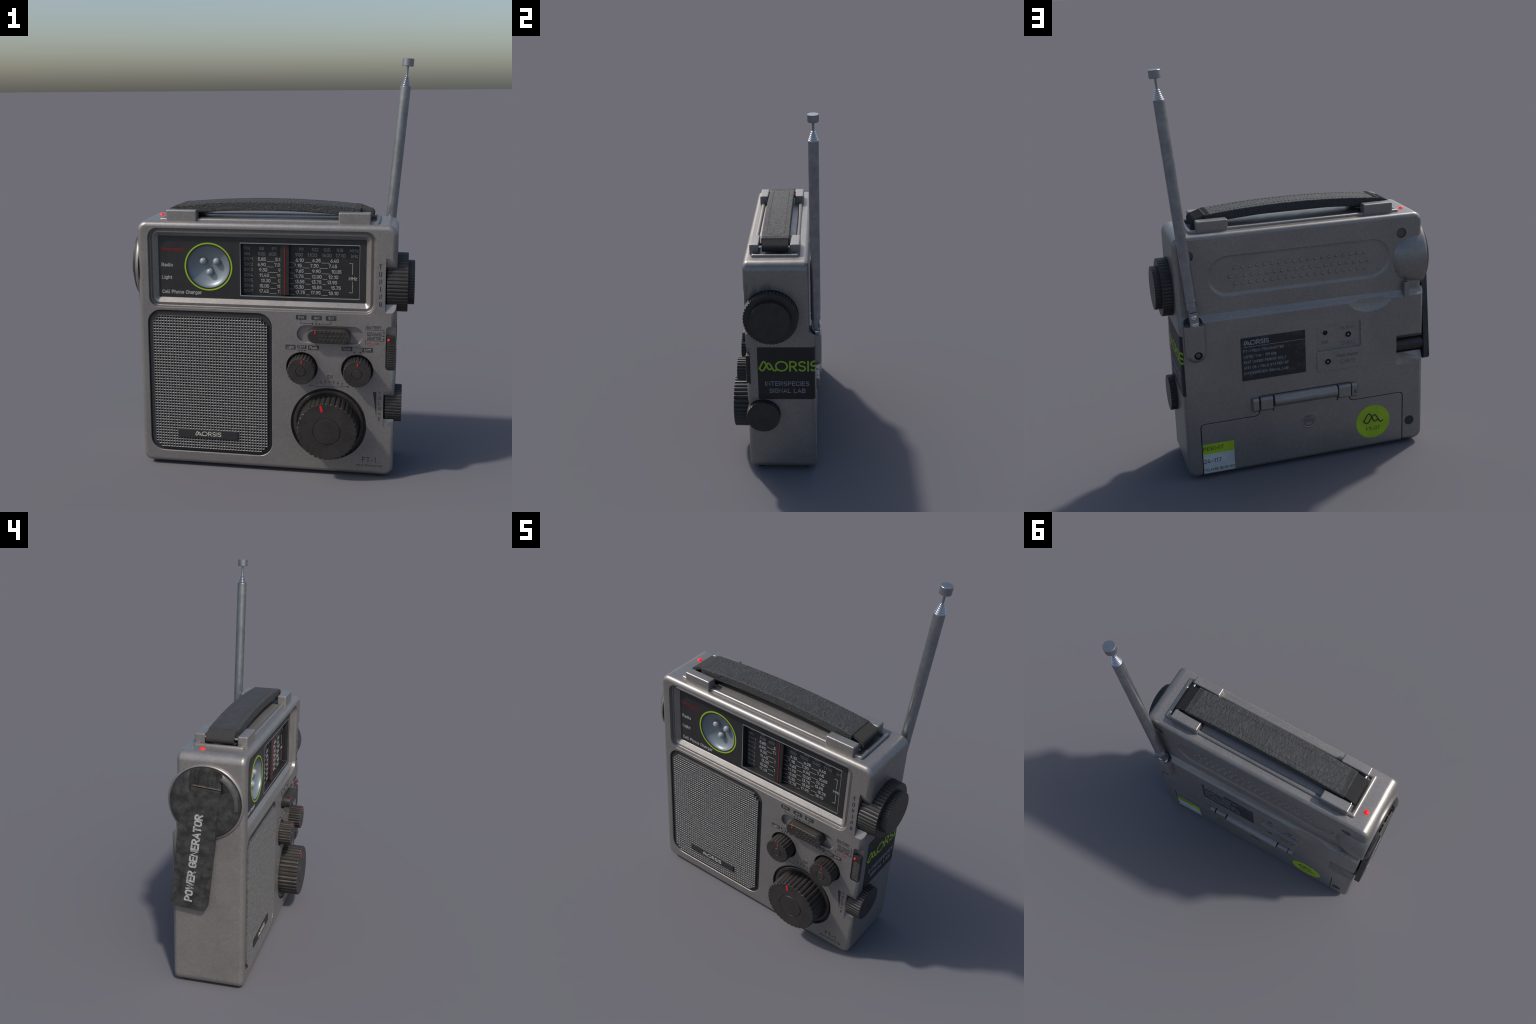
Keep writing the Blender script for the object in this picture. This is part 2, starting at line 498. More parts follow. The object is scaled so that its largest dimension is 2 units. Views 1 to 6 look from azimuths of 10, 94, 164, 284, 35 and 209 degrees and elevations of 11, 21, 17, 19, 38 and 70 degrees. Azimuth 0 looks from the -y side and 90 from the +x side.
class Print:
    """Collects lettering / marks of one ink on one plane into one mesh."""
    def __init__(self, fn, thick=0.0006):
        self.bm = bmesh.new(); self.fn = fn; self.t = thick
    def text(self, s, u, v, cap, width=None, bold=0.0, align="LEFT", rot=0.0, spacing=1.0):
        t = cap * (0.125 + 3.0 * bold)
        gap, tot, pos = 0.24 * spacing, 0.0, []
        for i, ch in enumerate(s):
            pos.append(tot)
            tot += (0.16 if ch == " " else GLYPHS[ch][0]) + (gap if i < len(s) - 1 else 0)
        sx = (width - t) / max(tot, 0.05) if width and tot > 0.05 else cap
        w = tot * sx + t
        x0 = {"LEFT": 0.0, "CENTER": -w / 2, "RIGHT": -w}[align] + t / 2
        c, sn = cos(rot), sin(rot)
        for ch, p in zip(s, pos):
            if ch == " ":
                continue
            for k, st in enumerate(GLYPHS[ch][1]):
                line = []
                for a, b in st:
                    x, y = x0 + (p + a) * sx, t / 2 + b * (cap - t)
                    line.append((u + c * x - sn * y, v + sn * x + c * y))
                joinbm(self.bm, ribbon(line, t, self.fn, self.t, k * 0.00012))
        return self
    def poly(self, pts, lift=0.0):
        b = bmesh.new()
        loft(b, [[self.fn(u, v, lift) for u, v in pts], [self.fn(u, v, self.t + lift) for u, v in pts]])
        fix_normals(b); joinbm(self.bm, b); return self
    def rect(self, u0, u1, v0, v1, r=0.0, lift=0.0):
        return self.poly(rrect(u0, u1, v0, v1, r, 0, 3) if r else [(u1, v1), (u0, v1), (u0, v0), (u1, v0)], lift)
    def disc(self, u, v, r, n=20, lift=0.0):
        return self.poly(circle(u, v, r, n), lift)
    def annulus(self, u, v, r0, r1, n=64, a0=0.0, a1=2 * pi, lift=0.0):
        b = bmesh.new()
        full = abs(a1 - a0 - 2 * pi) < 1e-6
        rings = []
        for k in range(n if full else n + 1):
            a = a0 + (a1 - a0) * k / n
            rings.append([self.fn(u + r * cos(a), v + r * sin(a), z) for r, z in
                          ((r0, lift), (r1, lift), (r1, self.t + lift), (r0, self.t + lift))])
        if full:
            rings.append(rings[0])
        loft(b, rings, not full, not full)
        bmesh.ops.remove_doubles(b, verts=b.verts[:], dist=1e-6)
        fix_normals(b); joinbm(self.bm, b); return self
    def stroke(self, pts, w, lift=0.0, smooth=True):
        """Ribbon of width w along a spline through pts."""
        if smooth:
            q = []
            n = len(pts)
            for i in range(n - 1):
                p0, p1, p2, p3 = (Vector(pts[max(i - 1, 0)]), Vector(pts[i]), Vector(pts[i + 1]), Vector(pts[min(i + 2, n - 1)]))
                for k in range(6):
                    t = k / 6
                    q.append(0.5 * ((2 * p1) + (p2 - p0) * t + (2 * p0 - 5 * p1 + 4 * p2 - p3) * t * t + (3 * p1 - p0 - 3 * p2 + p3) * t ** 3))
            q.append(Vector(pts[-1]))
        else:
            q = [Vector(p) for p in pts]
        rings = []
        for i, p in enumerate(q):
            d = (q[min(i + 1, len(q) - 1)] - q[max(i - 1, 0)]).normalized()
            nrm = Vector((-d.y, d.x)) * w / 2
            a, c = p + nrm, p - nrm
            rings.append([self.fn(a.x, a.y, lift), self.fn(c.x, c.y, lift), self.fn(c.x, c.y, self.t + lift), self.fn(a.x, a.y, self.t + lift)])
        b = bmesh.new()
        loft(b, rings); fix_normals(b); joinbm(self.bm, b); return self
    def obj(self, name, mat, parent=ROOT):
        ob = mesh_obj(name, self.bm, mat, parent, smooth=0)
        return ob

def wave_mark(pr, u, v, s, w, k=1.0):
    """The maker's double-wave letter, height s, left end at u, base line v, k = width factor."""
    one = [(0.0, .26), (.10, .27), (.20, .45), (.42, .82), (.60, 1.0), (.78, .90), (.92, .62), (1.10, .26), (1.28, .13), (1.46, .22), (1.60, .40)]
    two = [(.10, .27), (.24, .10), (.40, .01), (.58, .08), (.76, .34), (.94, .62), (1.08, .78), (1.22, .82), (1.38, .68), (1.60, .30), (1.72, .08), (1.86, .01), (2.0, .06), (2.10, .12)]
    pr.stroke([(u + a * s * k, v + b * s) for a, b in one], w, 0.0)
    pr.stroke([(u + a * s * k, v + b * s) for a, b in two], w, 0.0003)

GLYPHS["Q"] = (.98, [el(.49, .5, .49, .5, 0, 360, 33)])        # wide circular O of the wordmark
def wordmark(pr, u, v, cap, width, w):
    """Wave mark running into the rest of the name."""
    wave_mark(pr, u + w / 2, v + w / 2, cap - w, w, 0.84)
    x = cap * 1.45
    pr.text("QRSIS", u + x, v, cap, width - x, (w / cap - 0.125) / 3.0)

# ================================================================== HOUSING
def shell_loft(y0, y1, r0, r1, corner=0.045):
    """Rounded-rect slab along y, with edge roundings r0 (front) and r1 (back)."""
    bm = bmesh.new()
    rings = []
    for k in range(7):
        a = pi / 2 * k / 6
        rings.append([(x, y0 + r0 - r0 * sin(a), z) for x, z in rrect(XL, XR, ZB, ZT, corner, r0 - r0 * cos(a), 10)][:])
    rings = rings[::-1]
    for k in range(7):
        a = pi / 2 * k / 6
        rings.append([(x, y1 - r1 + r1 * sin(a), z) for x, z in rrect(XL, XR, ZB, ZT, corner, r1 - r1 * cos(a), 10)])
    loft(bm, rings)
    fix_normals(bm)
    return bm

housing = temp(shell_loft(YF, YU, 0.024, 0.022))
housing.name = "housing"
lower = temp(shell_loft(YF + 0.06, YB, 0.01, 0.022))
# trim the thick lower back to the sloping ledge
bm = bmesh.new()
prof = [(0.30, LEDGE - 0.06), (YB + 0.0005, LEDGE - 0.001), (YB - 0.003, LEDGE + 0.003), (YU - 0.002, 0.852), (0.0, 0.852), (0.0, 1.4), (0.30, 1.4)]
loft(bm, [[(-1, y, z) for y, z in prof], [(1, y, z) for y, z in prof]])
fix_normals(bm)
boolean(lower, bm)
lb = bmesh.new(); lb.from_mesh(lower.data)
bpy.data.objects.remove(lower)
boolean(housing, lb, "UNION")

cut = lambda b: boolean(housing, b)

# --- front recesses
WIN = (-0.5905, 0.501, 0.818, 1.206)
def win(off): return rrect(*WIN, 0.046, off, 8)
cut(solid(front, win, [(-0.05, -0.003), (0.0, -0.003), (0.001, -0.001), (0.003, 0.0), (0.020, 0.003), (0.0225, 0.007), (0.0195, 0.0135),
                       (0.0160, 0.0185), (0.0152, 0.0205), (0.0162, 0.0225), (0.0332, 0.0415), (0.034, 0.044), (0.060, 0.0445)]))
SPK = (-0.600, 0.013, 0.077, 0.801)
cut(solid(front, lambda o: rrect(*SPK, 0.066, o, 10), lip(0.035)))
cut(solid(front, lambda o: rrect(0.137, 0.447, 0.668, 0.750, 0.041, o, 10), lip(0.015)))
KNOBS = ((0.1595, 0.5425), (0.4240, 0.5415))
for kx, kz in KNOBS:
    cut(solid(front, lambda o: circle(kx, kz, 0.0745 - o, 48), lip(0.032, 0.003)))
BIG = (0.289, 0.262)
cut(solid(front, lambda o: circle(*BIG, 0.181 - o, 96), lip(0.022, 0.003)))

# --- corner notches of the two edge wheels: sloping ends, open to front and side
def notch(z0, z1, zi0, zi1, x0=0.550, yi=-0.116):
    prof = [(YF - 0.03, z1 + 0.045), (YF - 0.001, z1), (yi, zi1), (yi, zi0), (YF - 0.001, z0), (YF - 0.03, z0 - 0.045)]
    b = bmesh.new()
    loft(b, [[(x0, y, z) for y, z in prof], [(0.70, y, z) for y, z in prof]])
    fix_normals(b)
    return b
cut(notch(0.824, 1.086, 0.872, 1.036, yi=-0.121))
cut(notch(0.258, 0.446, 0.309, 0.412, yi=-0.131))
cut(solid(right, lambda o: circle(-0.009, 0.948, 0.144 - o, 72), [(-0.05, 0), (0.052, 0)]))
cut(solid(right, lambda o: circle(-0.0645, 0.361, 0.092 - o, 60), [(-0.05, 0), (0.050, 0)]))
# slide switch slot on the corner
b = bmesh.new()
sl = rrect(0.5565, 0.68, 0.547, 0.7595, 0.016, 0, 6)
loft(b, [[(x, -0.20, z) for x, z in sl], [(x, -0.1265, z) for x, z in sl]])
fix_normals(b)
cut(b)

# --- top recess inside the rail
RAIL = (-0.540, 0.516, -0.107, 0.137)
cut(solid(top, lambda o: rrect(RAIL[0] + .018, RAIL[1] - .018, RAIL[2] + .016, RAIL[3] - .016, 0.008, o, 4), [(-0.05, 0), (0.006, 0.0)]))

# --- upper back: finger recess, two screw wells
cut(solid(backup, lambda o: rrect(-0.473, 0.443, 0.929, 1.125, 0.098, o, 14), lip(0.0115, 0.003, 0.017)))
WELLS = ((-0.534, 1.141), (0.534, 1.143))
for wx, wz in WELLS:
    cut(solid(backup, lambda o: circle(wx, wz, 0.0255 - o, 32), lip(0.010, 0.0015)))
# --- lower back: thumb scoop in the ledge, rating plate, socket panel, crank slot, battery bay
b = bmesh.new()
bmesh.ops.create_uvsphere(b, u_segments=64, v_segments=32, radius=1.0)
for v in b.verts:
    v.co = Vector((-0.359 + v.co.x * 0.142, YB + 0.014 + v.co.y * 0.030, 0.850 + v.co.z * 0.098))
cut(b)
cut(solid(back, lambda o: rrect(-0.021, 0.3145, 0.485, 0.7195, 0.008, o, 3), [(-0.05, 0), (0.0, 0), (0.006, 0.006)]))
cut(solid(back, lambda o: rrect(-0.3045, -0.0725, 0.589, 0.725, 0.008, o, 3), [(-0.05, 0), (0.0, 0), (0.0085, 0.0015)]))
b = bmesh.new()
prof = [(0.25, 0.395), (YB, 0.453), (0.186, 0.506), (0.115, 0.506), (0.115, 0.588), (0.192, 0.588), (YB, 0.613), (0.25, 0.646)]
loft(b, [[(-0.70, y, z) for y, z in prof], [(-0.4975, y, z) for y, z in prof]])
fix_normals(b)
cut(b)
DOOR = rounded_poly([(0.5305, -0.02), (0.5305, 0.298), (0.2325, 0.298), (0.2325, 0.4015), (-0.2445, 0.4015), (-0.2445, 0.299), (-0.5345, 0.299), (-0.5345, -0.02)],
                    [0, 0.024, 0.022, 0.009, 0.009, 0.020, 0.024, 0], 6)
b = bmesh.new()
loft(b, [[(x, YB + 0.05, z) for x, z in DOOR], [(x, YB - 0.030, z) for x, z in DOOR]])
fix_normals(b)
cut(b)
# well for the antenna foot in the ledge
b = revolve([(0.046, 0.800), (0.046, 0.838), (0.030, 0.856)], lambda c, s, r, h: (0.532 + r * c, 0.222 + r * s, h), 48)
cut(b)
finish(housing, M["shell"], ROOT, 32, True)

# underside pads
for x in (-0.585, 0.540):
    for y in (-0.095, 0.165):
        mesh_obj("foot", revolve([(0.022, 0.022), (0.022, 0.002), (0.020, 0.0)], lambda c, s, r, h: (x + r * c, y + r * s, h), 24), M["rubber"])

# ================================================================== FRONT: dial window
# dark panel with a rectangular dial opening
PY = 0.033                                            # panel depth behind the front face
FR = (-0.141, 0.425, 0.881, 1.135)                    # dial opening
bm = bmesh.new()
loft(bm, [ring(front, win(0.0442), PY + 0.02), ring(front, win(0.0442), PY)])
fix_normals(bm)
panel = temp(bm); panel.name = "dial_panel"
boolean(panel, solid(front, lambda o: rrect(*FR, 0.004, o, 3), [(0.0, 0), (0.2, 0)]))
boolean(panel, solid(front, lambda o: circle(-0.300, 1.017, 0.1045, 72), [(0.0, 0), (0.2, 0)]))
finish(panel, M["panel"], ROOT, 30, True)

# dial plate sunk behind the opening, with side walls
bm = boxm(FR[0] - 0.01, FR[1] + 0.01, YF + 0.0640, YF + 0.070, FR[2] - 0.01, FR[3] + 0.01)
dial = mesh_obj("dial_plate", bm, M["dial"], panel)
cut_deep = solid(front, lambda o: rrect(FR[0] - .012, FR[1] + .012, FR[2] - .012, FR[3] + .012, 0.004, o, 3), [(0.03, 0), (0.10, 0)])
boolean(housing, cut_deep)
boolean(housing, solid(front, lambda o: circle(-0.300, 1.017, 0.108, 48), [(0.03, 0), (0.12, 0)]))
finish(housing, M["shell"], ROOT, 32, True)
bm = bmesh.new()
loft(bm, [ring(front, rrect(*FR, 0.004, o, 3), d) for d, o in ((PY + .019, -0.006), (PY + .019, 0.0), (0.0639, 0.0), (0.0639, -0.006), (PY + .019, -0.006))], False, False)
bmesh.ops.remove_doubles(bm, verts=bm.verts[:], dist=1e-6); fix_normals(bm)
mesh_obj("dial_well_wall", bm, M["dial"], panel, 30)

pf = lambda u, v, w: (u, YF + PY - w - 0.0002, v)     # panel print plane
p = Print(pf)
p.stroke([(FR[0] - .002, FR[2] - .002), (FR[1] + .002, FR[2] - .002), (FR[1] + .002, FR[3] + .002), (FR[0] - .002, FR[3] + .002), (FR[0] - .002, FR[2] - .004)], 0.0042, 0, False)
p.obj("dial_frame_line", M["line"], panel)
p = Print(pf)
p.text("Radio", -0.5335, 1.013, 0.018, 0.057, 0.02, spacing=1.15).text("Light", -0.533, 0.951, 0.018, 0.052, 0.02, spacing=1.15)
p.text("Cell Phone Charger", -0.533, 0.879, 0.0185, 0.199, 0.02, spacing=1.1)
p.obj("panel_lettering", M["white"], panel)
p = Print(pf)
p.text("Emergency", -0.529, 1.092, 0.0165, 0.109, 0.012)
p.obj("emergency_lettering", M["redprint"], panel)

df = lambda u, v, w: (u, YF + 0.0637 - w, v)           # dial print plane
pw, pd = Print(df), Print(df)
rows = [1.099 - 0.02625 * i for i in range(9)]
CH = 0.0172
for i, s in enumerate(("FM", "AM", "SW1", "SW2", "SW3", "SW4", "SW5", "SW6", "SW7")):
    pd.text(s, -0.1305, rows[i], CH, 0.029 if i < 2 else 0.044, 0.014)
for s, x, w in (("88", -.0545, .0225), ("91", .005, .0225), ("99", .1355, .0235), ("102", .197, .033), ("105", .253, .033), ("108", .314, .033), ("MHz", .3775, .043)):
    pd.text(s, x, rows[0], CH, w, 0.014)
for s, x, w in (("530", -.0615, .0355), ("600", -.009, .0365), ("900", .119, .0365), ("1100", .1765, .047), ("1400", .246, .047), ("1710", .311, .047), ("kHz", .385, .032)):
    pd.text(s, x, rows[1], CH, w, 0.014)
SWROWS = (("5.85", -.0625, "5.95", .023, "6.10", .120, "6.25", .201, "6.40", .287),
          ("6.90", -.0635, "7.00", .018, "7.15", .111, "7.30", .191, "7.45", .279),
          ("9.30", -.0565, "9.50", .037, "9.65", .120, "9.90", .201, "10.05", .292),
          ("11.40", -.0555, "11.60", .030, "11.75", .112, "12.00", .198, "12.10", .277),
          ("13.30", -.0485, "13.40", .034, "13.55", .116, "13.75", .197, "13.90", .272),
          ("15.00", -.0555, "15.15", .030, "15.30", .112, "15.55", .199, "15.75", .290),
          ("17.45", -.0575, "17.60", .034, "17.75", .119, "17.95", .194, "18.10", .279))
for i, r in enumerate(SWROWS):
    z = rows[i + 2]
    prev = None
    for k in range(0, 10, 2):
        s, x = r[k], r[k + 1]
        w = 0.0395 if len(s) == 4 else 0.0475
        pw.text(s, x, z, CH, w, 0.014)
        if prev is not None:
            pw.rect(prev + 0.004, x - 0.004, z - 0.0035, z - 0.0015)
        prev = x + w
for a, c in ((1.046, 0.991), (0.957, 0.902)):
    pw.rect(.391, .3935, c, a)
pw.rect(.3765, .391, 1.0437, 1.046).rect(.3765, .391, 0.902, 0.9043)
pw.text("MHz", 0.3745, 0.964, 0.0172, 0.040, 0.02)
pw.obj("shortwave_scale_figures", M["white"], dial)
pd.obj("band_scale_figures", M["dimwhite"], dial)
# pointer carriage and needle
carr = mesh_obj("needle_carriage", boxm(0.049, 0.093, YF + 0.0425, YF + 0.052, FR[2] + 0.003, FR[3] - 0.003, 0.004), M["dial"], panel)
mesh_obj("tuning_needle", boxm(0.0694, 0.0736, YF + 0.0405, YF + 0.043, FR[2] + 0.004, FR[3] - 0.004, 0.0006), mat_plain("needle_red", (0.24, 0.010, 0.009), 0.4), carr)

# lamp: lime ring, concave reflector, three LEDs
LC = (-0.300, 1.017)
p = Print(pf, 0.0012)
p.annulus(*LC, 0.1110, 0.1180, 96)
ringo = p.obj("lamp_ring", M["lime"], panel)
lf = lambda c, s, r, h: (LC[0] + r * c, YF + PY + h, LC[1] + r * s)
prof = []
for k in range(11):
    a = pi / 2 * k / 10
    prof.append((0.1042 * cos(a * 0.93), 0.001 + 0.038 * sin(a)))
bm = bmesh.new()
rings = [[lf(cos(2 * pi * k / 72), sin(2 * pi * k / 72), r, h) for k in range(72)] for r, h in prof]
loft(bm, rings, False, True)
fix_normals(bm)
for f in bm.faces: f.normal_update()
lamp = mesh_obj("lamp_reflector", bm, M["bowl"], panel, 40, False)
lamp.data.flip_normals()
lens = bmesh.new()
for dx, dz in ((-0.0315, 0.0225), (0.0345, 0.0215), (0.001, -0.031)):
    b = bmesh.new()
    bmesh.ops.create_uvsphere(b, u_segments=24, v_segments=16, radius=0.0178)
    for v in b.verts:
        v.co = Vector((LC[0] + dx + v.co.x, YF + 0.0605 + v.co.y * 1.0, LC[1] + dz + v.co.z))
    mesh_obj("lamp_led", b, M["lampled"], lamp, 60, False)

# ================================================================== FRONT: speaker
gask = mesh_obj("speaker_gasket", solid(front, lambda o: rrect(*SPK, 0.066, o, 10), [(0.034, 0.0015), (0.010, 0.0015), (0.007, 0.004), (0.007, 0.02)]), M["gasket"])
PX, PZ, NC, NR = 0.01417, 0.01413, 40, 48
GX0, GZ0 = -0.5690, 0.1045
def cell_on(i, j):
    x, z = GX0 + i * PX, GZ0 + j * PZ
    cr = 0.062
    for cx, sx in ((GX0 - 0.0125 + cr, -1), (GX0 + (NC - 1) * PX + 0.0125 - cr, 1)):
        for cz, sz in ((GZ0 - 0.0125 + cr, -1), (GZ0 + (NR - 1) * PZ + 0.0125 - cr, 1)):
            if (x - cx) * sx > 0 and (z - cz) * sz > 0 and (x - cx) ** 2 + (z - cz) ** 2 > (cr - 0.006) ** 2:
                return False
    return True
bm = bmesh.new()
GY = YF - 0.0030
vid = {}
def gv(a, c, dx, dz, y):
    key = (a, c)
    if key not in vid:
        vid[key] = bm.verts.new((dx, y, dz))
    return vid[key]
dirs = [(1, 0), (1, 1), (0, 1), (-1, 1), (-1, 0), (-1, -1), (0, -1), (1, -1)]
for i in range(NC):
    for j in range(NR):
        if not cell_on(i, j):
            continue
        x, z = GX0 + i * PX, GZ0 + j * PZ
        out, mid, inn = [], [], []
        for k, (a, c) in enumerate(dirs):
            corner = a and c
            y = GY - (0.0004 if corner else 0.0)
            out.append(gv(2 * i + a, 2 * j + c, x + a * PX / 2, z + c * PZ / 2, y))
            an = pi / 4 * k
            mid.append(bm.verts.new((x + 0.0061 * cos(an), GY + 0.0005, z + 0.0061 * sin(an))))
            inn.append(bm.verts.new((x + 0.0044 * cos(an), GY + 0.0036, z + 0.0044 * sin(an))))
        for k in range(8):
            l = (k + 1) % 8
            bm.faces.new((out[k], out[l], mid[l], mid[k]))
            bm.faces.new((mid[k], mid[l], inn[l], inn[k]))
# rim turned inwards around the sheet
be = [e for e in bm.edges if len(e.link_faces) == 1 and all((v.co.y < GY + 0.001) for v in e.verts)]
ex = bmesh.ops.extrude_edge_only(bm, edges=be)
for g in ex["geom"]:
    if isinstance(g, bmesh.types.BMVert):
        g.co.y = GY + 0.0095
fix_normals(bm)
grille = mesh_obj("speaker_grille", bm, M["grille"], gask, 70, False)
if grille.data.polygons[0].normal.y > 0:
    grille.data.flip_normals()
badge = mesh_obj("name_badge", boxm(-0.458, -0.156, YF - 0.0085, YF + 0.006, 0.1545, 0.1955, 0.002, 2), M["gasket"], grille)
p = Print(lambda u, v, w: (u, YF - 0.0087 - w, v))
wordmark(p, -0.373, 0.1655, 0.0235, 0.134, 0.0034)
p.obj("badge_lettering", mat_plain("cream_print", (0.50, 0.48, 0.40), 0.5), badge)

# ================================================================== FRONT: band switch
def capsule(o): return rrect(0.190, 0.392, 0.6765, 0.7415, 0.0325, o, 10)
tog = mesh_obj("band_switch", solid(front, capsule, [(0.014, 0.0)] + [(-0.033 - 0.004 * sin(a), 0.004 - 0.004 * cos(a)) for a in (0, pi / 6, pi / 3, pi / 2)]), M["black"], ROOT)
bm = bmesh.new()
for row, (x0, z) in enumerate(((0.2515, 0.7305), (0.2612, 0.7115), (0.2515, 0.6930))):
    for k in range(7):
        b = bmesh.new()
        bmesh.ops.create_uvsphere(b, u_segments=10, v_segments=8, radius=0.0040)
        for v in b.verts:
            v.co = Vector((x0 + k * 0.01868 + v.co.x, YF - 0.0365 + v.co.y * 0.9, z + v.co.z))
        joinbm(bm, b)
mesh_obj("switch_grip_bumps", bm, M["black"], tog, 60, False, "stuff")
mesh_obj("switch_marker", boxm(0.2228, 0.2288, YF - 0.0385, YF - 0.030, 0.7205, 0.7385, 0.0012, 2), M["red"], tog)

# ================================================================== knobs
def ribbed(n_ribs, depth, groove=0.62, per=10):
    """Radius modifier: flat lands with narrow rounded grooves."""
    def f(k, r, h):
        return k, r
    shape = []
    for k in range(per):
        t = k / per
        shape.append(-depth * (0.5 - 0.5 * cos(2 * pi * t / groove)) if t < groove else 0.0)
    return n_ribs * per, shape

def knob_bm(fr, R, base, face, n_ribs, depth, bev=0.003, cap_r=None, taper=0.0, cap_h=0.0015):
    """fr(c,s,r,h): h grows outwards. Ribbed skirt, flat face with a ring groove and centre cap."""
    n, shape = ribbed(n_ribs, depth)
    prof = [(R, base, 1.0), (R - taper, face - bev, 1.0), (R - taper - bev * 0.35, face - bev * 0.3, 1.0), (R - taper - bev, face, 0.8), (R - taper - bev - 0.004, face, 0.0)]
    if cap_r:
        prof += [(cap_r + 0.0030, face, 0), (cap_r + 0.0018, face - 0.0022, 0), (cap_r + 0.0004, face - 0.0022, 0), (cap_r - 0.001, face + cap_h * .6, 0), (cap_r - 0.003, face + cap_h, 0)]
    bm = bmesh.new()
    rings = []
    for r, h, am in prof:
        rings.append([fr(cos(2 * pi * k / n), sin(2 * pi * k / n), r + shape[k % len(shape)] * am, h) for k in range(n)])
    loft(bm, rings)
    fix_normals(bm)
    return bm

def frontal(cx, cz):
    return lambda c, s, r, h: (cx + r * c, YF - h, cz + r * s)

for (kx, kz), nm in zip(KNOBS, ("lamp_mode_knob", "siren_knob")):
    kn = mesh_obj(nm, knob_bm(frontal(kx + 0.002, kz), 0.0658, -0.030, 0.0635, 24, 0.0036, 0.003, 0.0225), M["black"], ROOT, 28)
    mesh_obj("recess_lining", revolve([(0.0738, -0.0315), (0.0738, -0.0280), (0.072, -0.0275), (0.05, -0.0275)], frontal(kx, kz), 48), M["gasket"], kn)
    mesh_obj("knob_marker", boxm(kx + 0.0025, kx + 0.0080, YF - 0.0652, YF - 0.059, kz + 0.037, kz + 0.0545, 0.001, 2), M["red"], kn)

band = mesh_obj("shortwave_knob", knob_bm(frontal(*BIG), 0.1445, -0.012, 0.0995, 36, 0.0055, 0.004, 0.0635, 0.0015), M["black"], ROOT, 28)
mesh_obj("knob_flange", revolve([(0.1805, -0.0215), (0.1805, -0.018), (0.170, -0.018), (0.170, -0.006), (0.167, -0.003), (0.157, -0.0015), (0.152, -0.003), (0.148, -0.007), (0.10, -0.007)], frontal(*BIG), 96), M["black"], band)
b = boxm(-0.0058, 0.0058, YF - 0.1015, YF - 0.094, -0.0150, 0.0150, 0.0012, 2)
place(b, lambda x, y, z: (0.2638 + x * cos(0.24) + z * sin(-0.24), y, 0.3745 + x * sin(0.24) + z * cos(0.24)))
mesh_obj("knob_marker", b, M["red"], band)

def sideways(cy, cz):
    return lambda c, s, r, h: (XR + h, cy + r * c, cz + r * s)
tun = mesh_obj("tuning_wheel", knob_bm(sideways(-0.009, 0.948), 0.1418, -0.046, 0.0505, 48, 0.0036, 0.002), M["black"], ROOT, 28)
mesh_obj("wheel_cap", knob_bm(sideways(-0.009, 0.948), 0.1062, 0.045, 0.0810, 48, 0.0024, 0.002), M["black"], tun, 28)
mesh_obj("volume_wheel", knob_bm(sideways(-0.0645, 0.361), 0.0895, -0.044, 0.0335, 36, 0.0032, 0.002), M["black"], ROOT, 28)

# slide switch in the corner slot
sw = mesh_obj("power_slider", boxm(0.5605, 0.5995, YF - 0.0005, -0.1275, 0.5505, 0.7135, 0.003, 2), M["black"], ROOT)
bm = bmesh.new()
zz = 0.562
while zz < 0.676:
    joinbm(bm, boxm(0.5665, 0.6005, YF - 0.0025, -0.130, zz, zz + 0.0052, 0.0012, 1))
    zz += 0.0088
mesh_obj("slider_ridges", bm, M["black"], sw, 30, True, "stuff")
b = bmesh.new()
bmesh.ops.create_uvsphere(b, u_segments=16, v_segments=10, radius=0.0075)
for v in b.verts:
    v.co = Vector((0.5700 + v.co.x, YF - 0.0005 + v.co.y * 0.7, 0.6945 + v.co.z))
mesh_obj("slider_marker", b, M["red"], sw, 60, False)

# ================================================================== FRONT: printed legends
ff = lambda u, v, w: (u, YF - w - 0.0001, v)
lab = Print(ff)
LABELS = (("FM", .131, .180, .780, .8022), ("AM", .2045, .254, .780, .8022), ("SW", .2725, .3225, .780, .8028),
          ("Light", .080, .129, .631, .6535), ("Off", .137, .181, .6365, .654), ("Flash", .189, .2405, .632, .654),
          ("Siren", .349, .400, .634, .655), ("Off", .447, .497, .632, .6545))
for s, a, c, z0, z1 in LABELS:
    lab.rect(a, c, z0, z1, 0.002)
labo = lab.obj("legend_plate", M["plate"])
lt = Print(lambda u, v, w: (u, YF - 0.0008 - w, v))
for s, a, c, z0, z1 in LABELS:
    w = min(0.0105 * len(s), (c - a) * 0.74) if len(s) > 2 else 0.026
    cap = 0.0140 if z1 - z0 > .02 else .0125
    lt.text(s, (a + c) / 2, z0 + (z1 - z0 - cap) * 0.5, cap, w, 0.015, "CENTER")
lt.obj("legend_plate_text", M["labeltext"], labo)

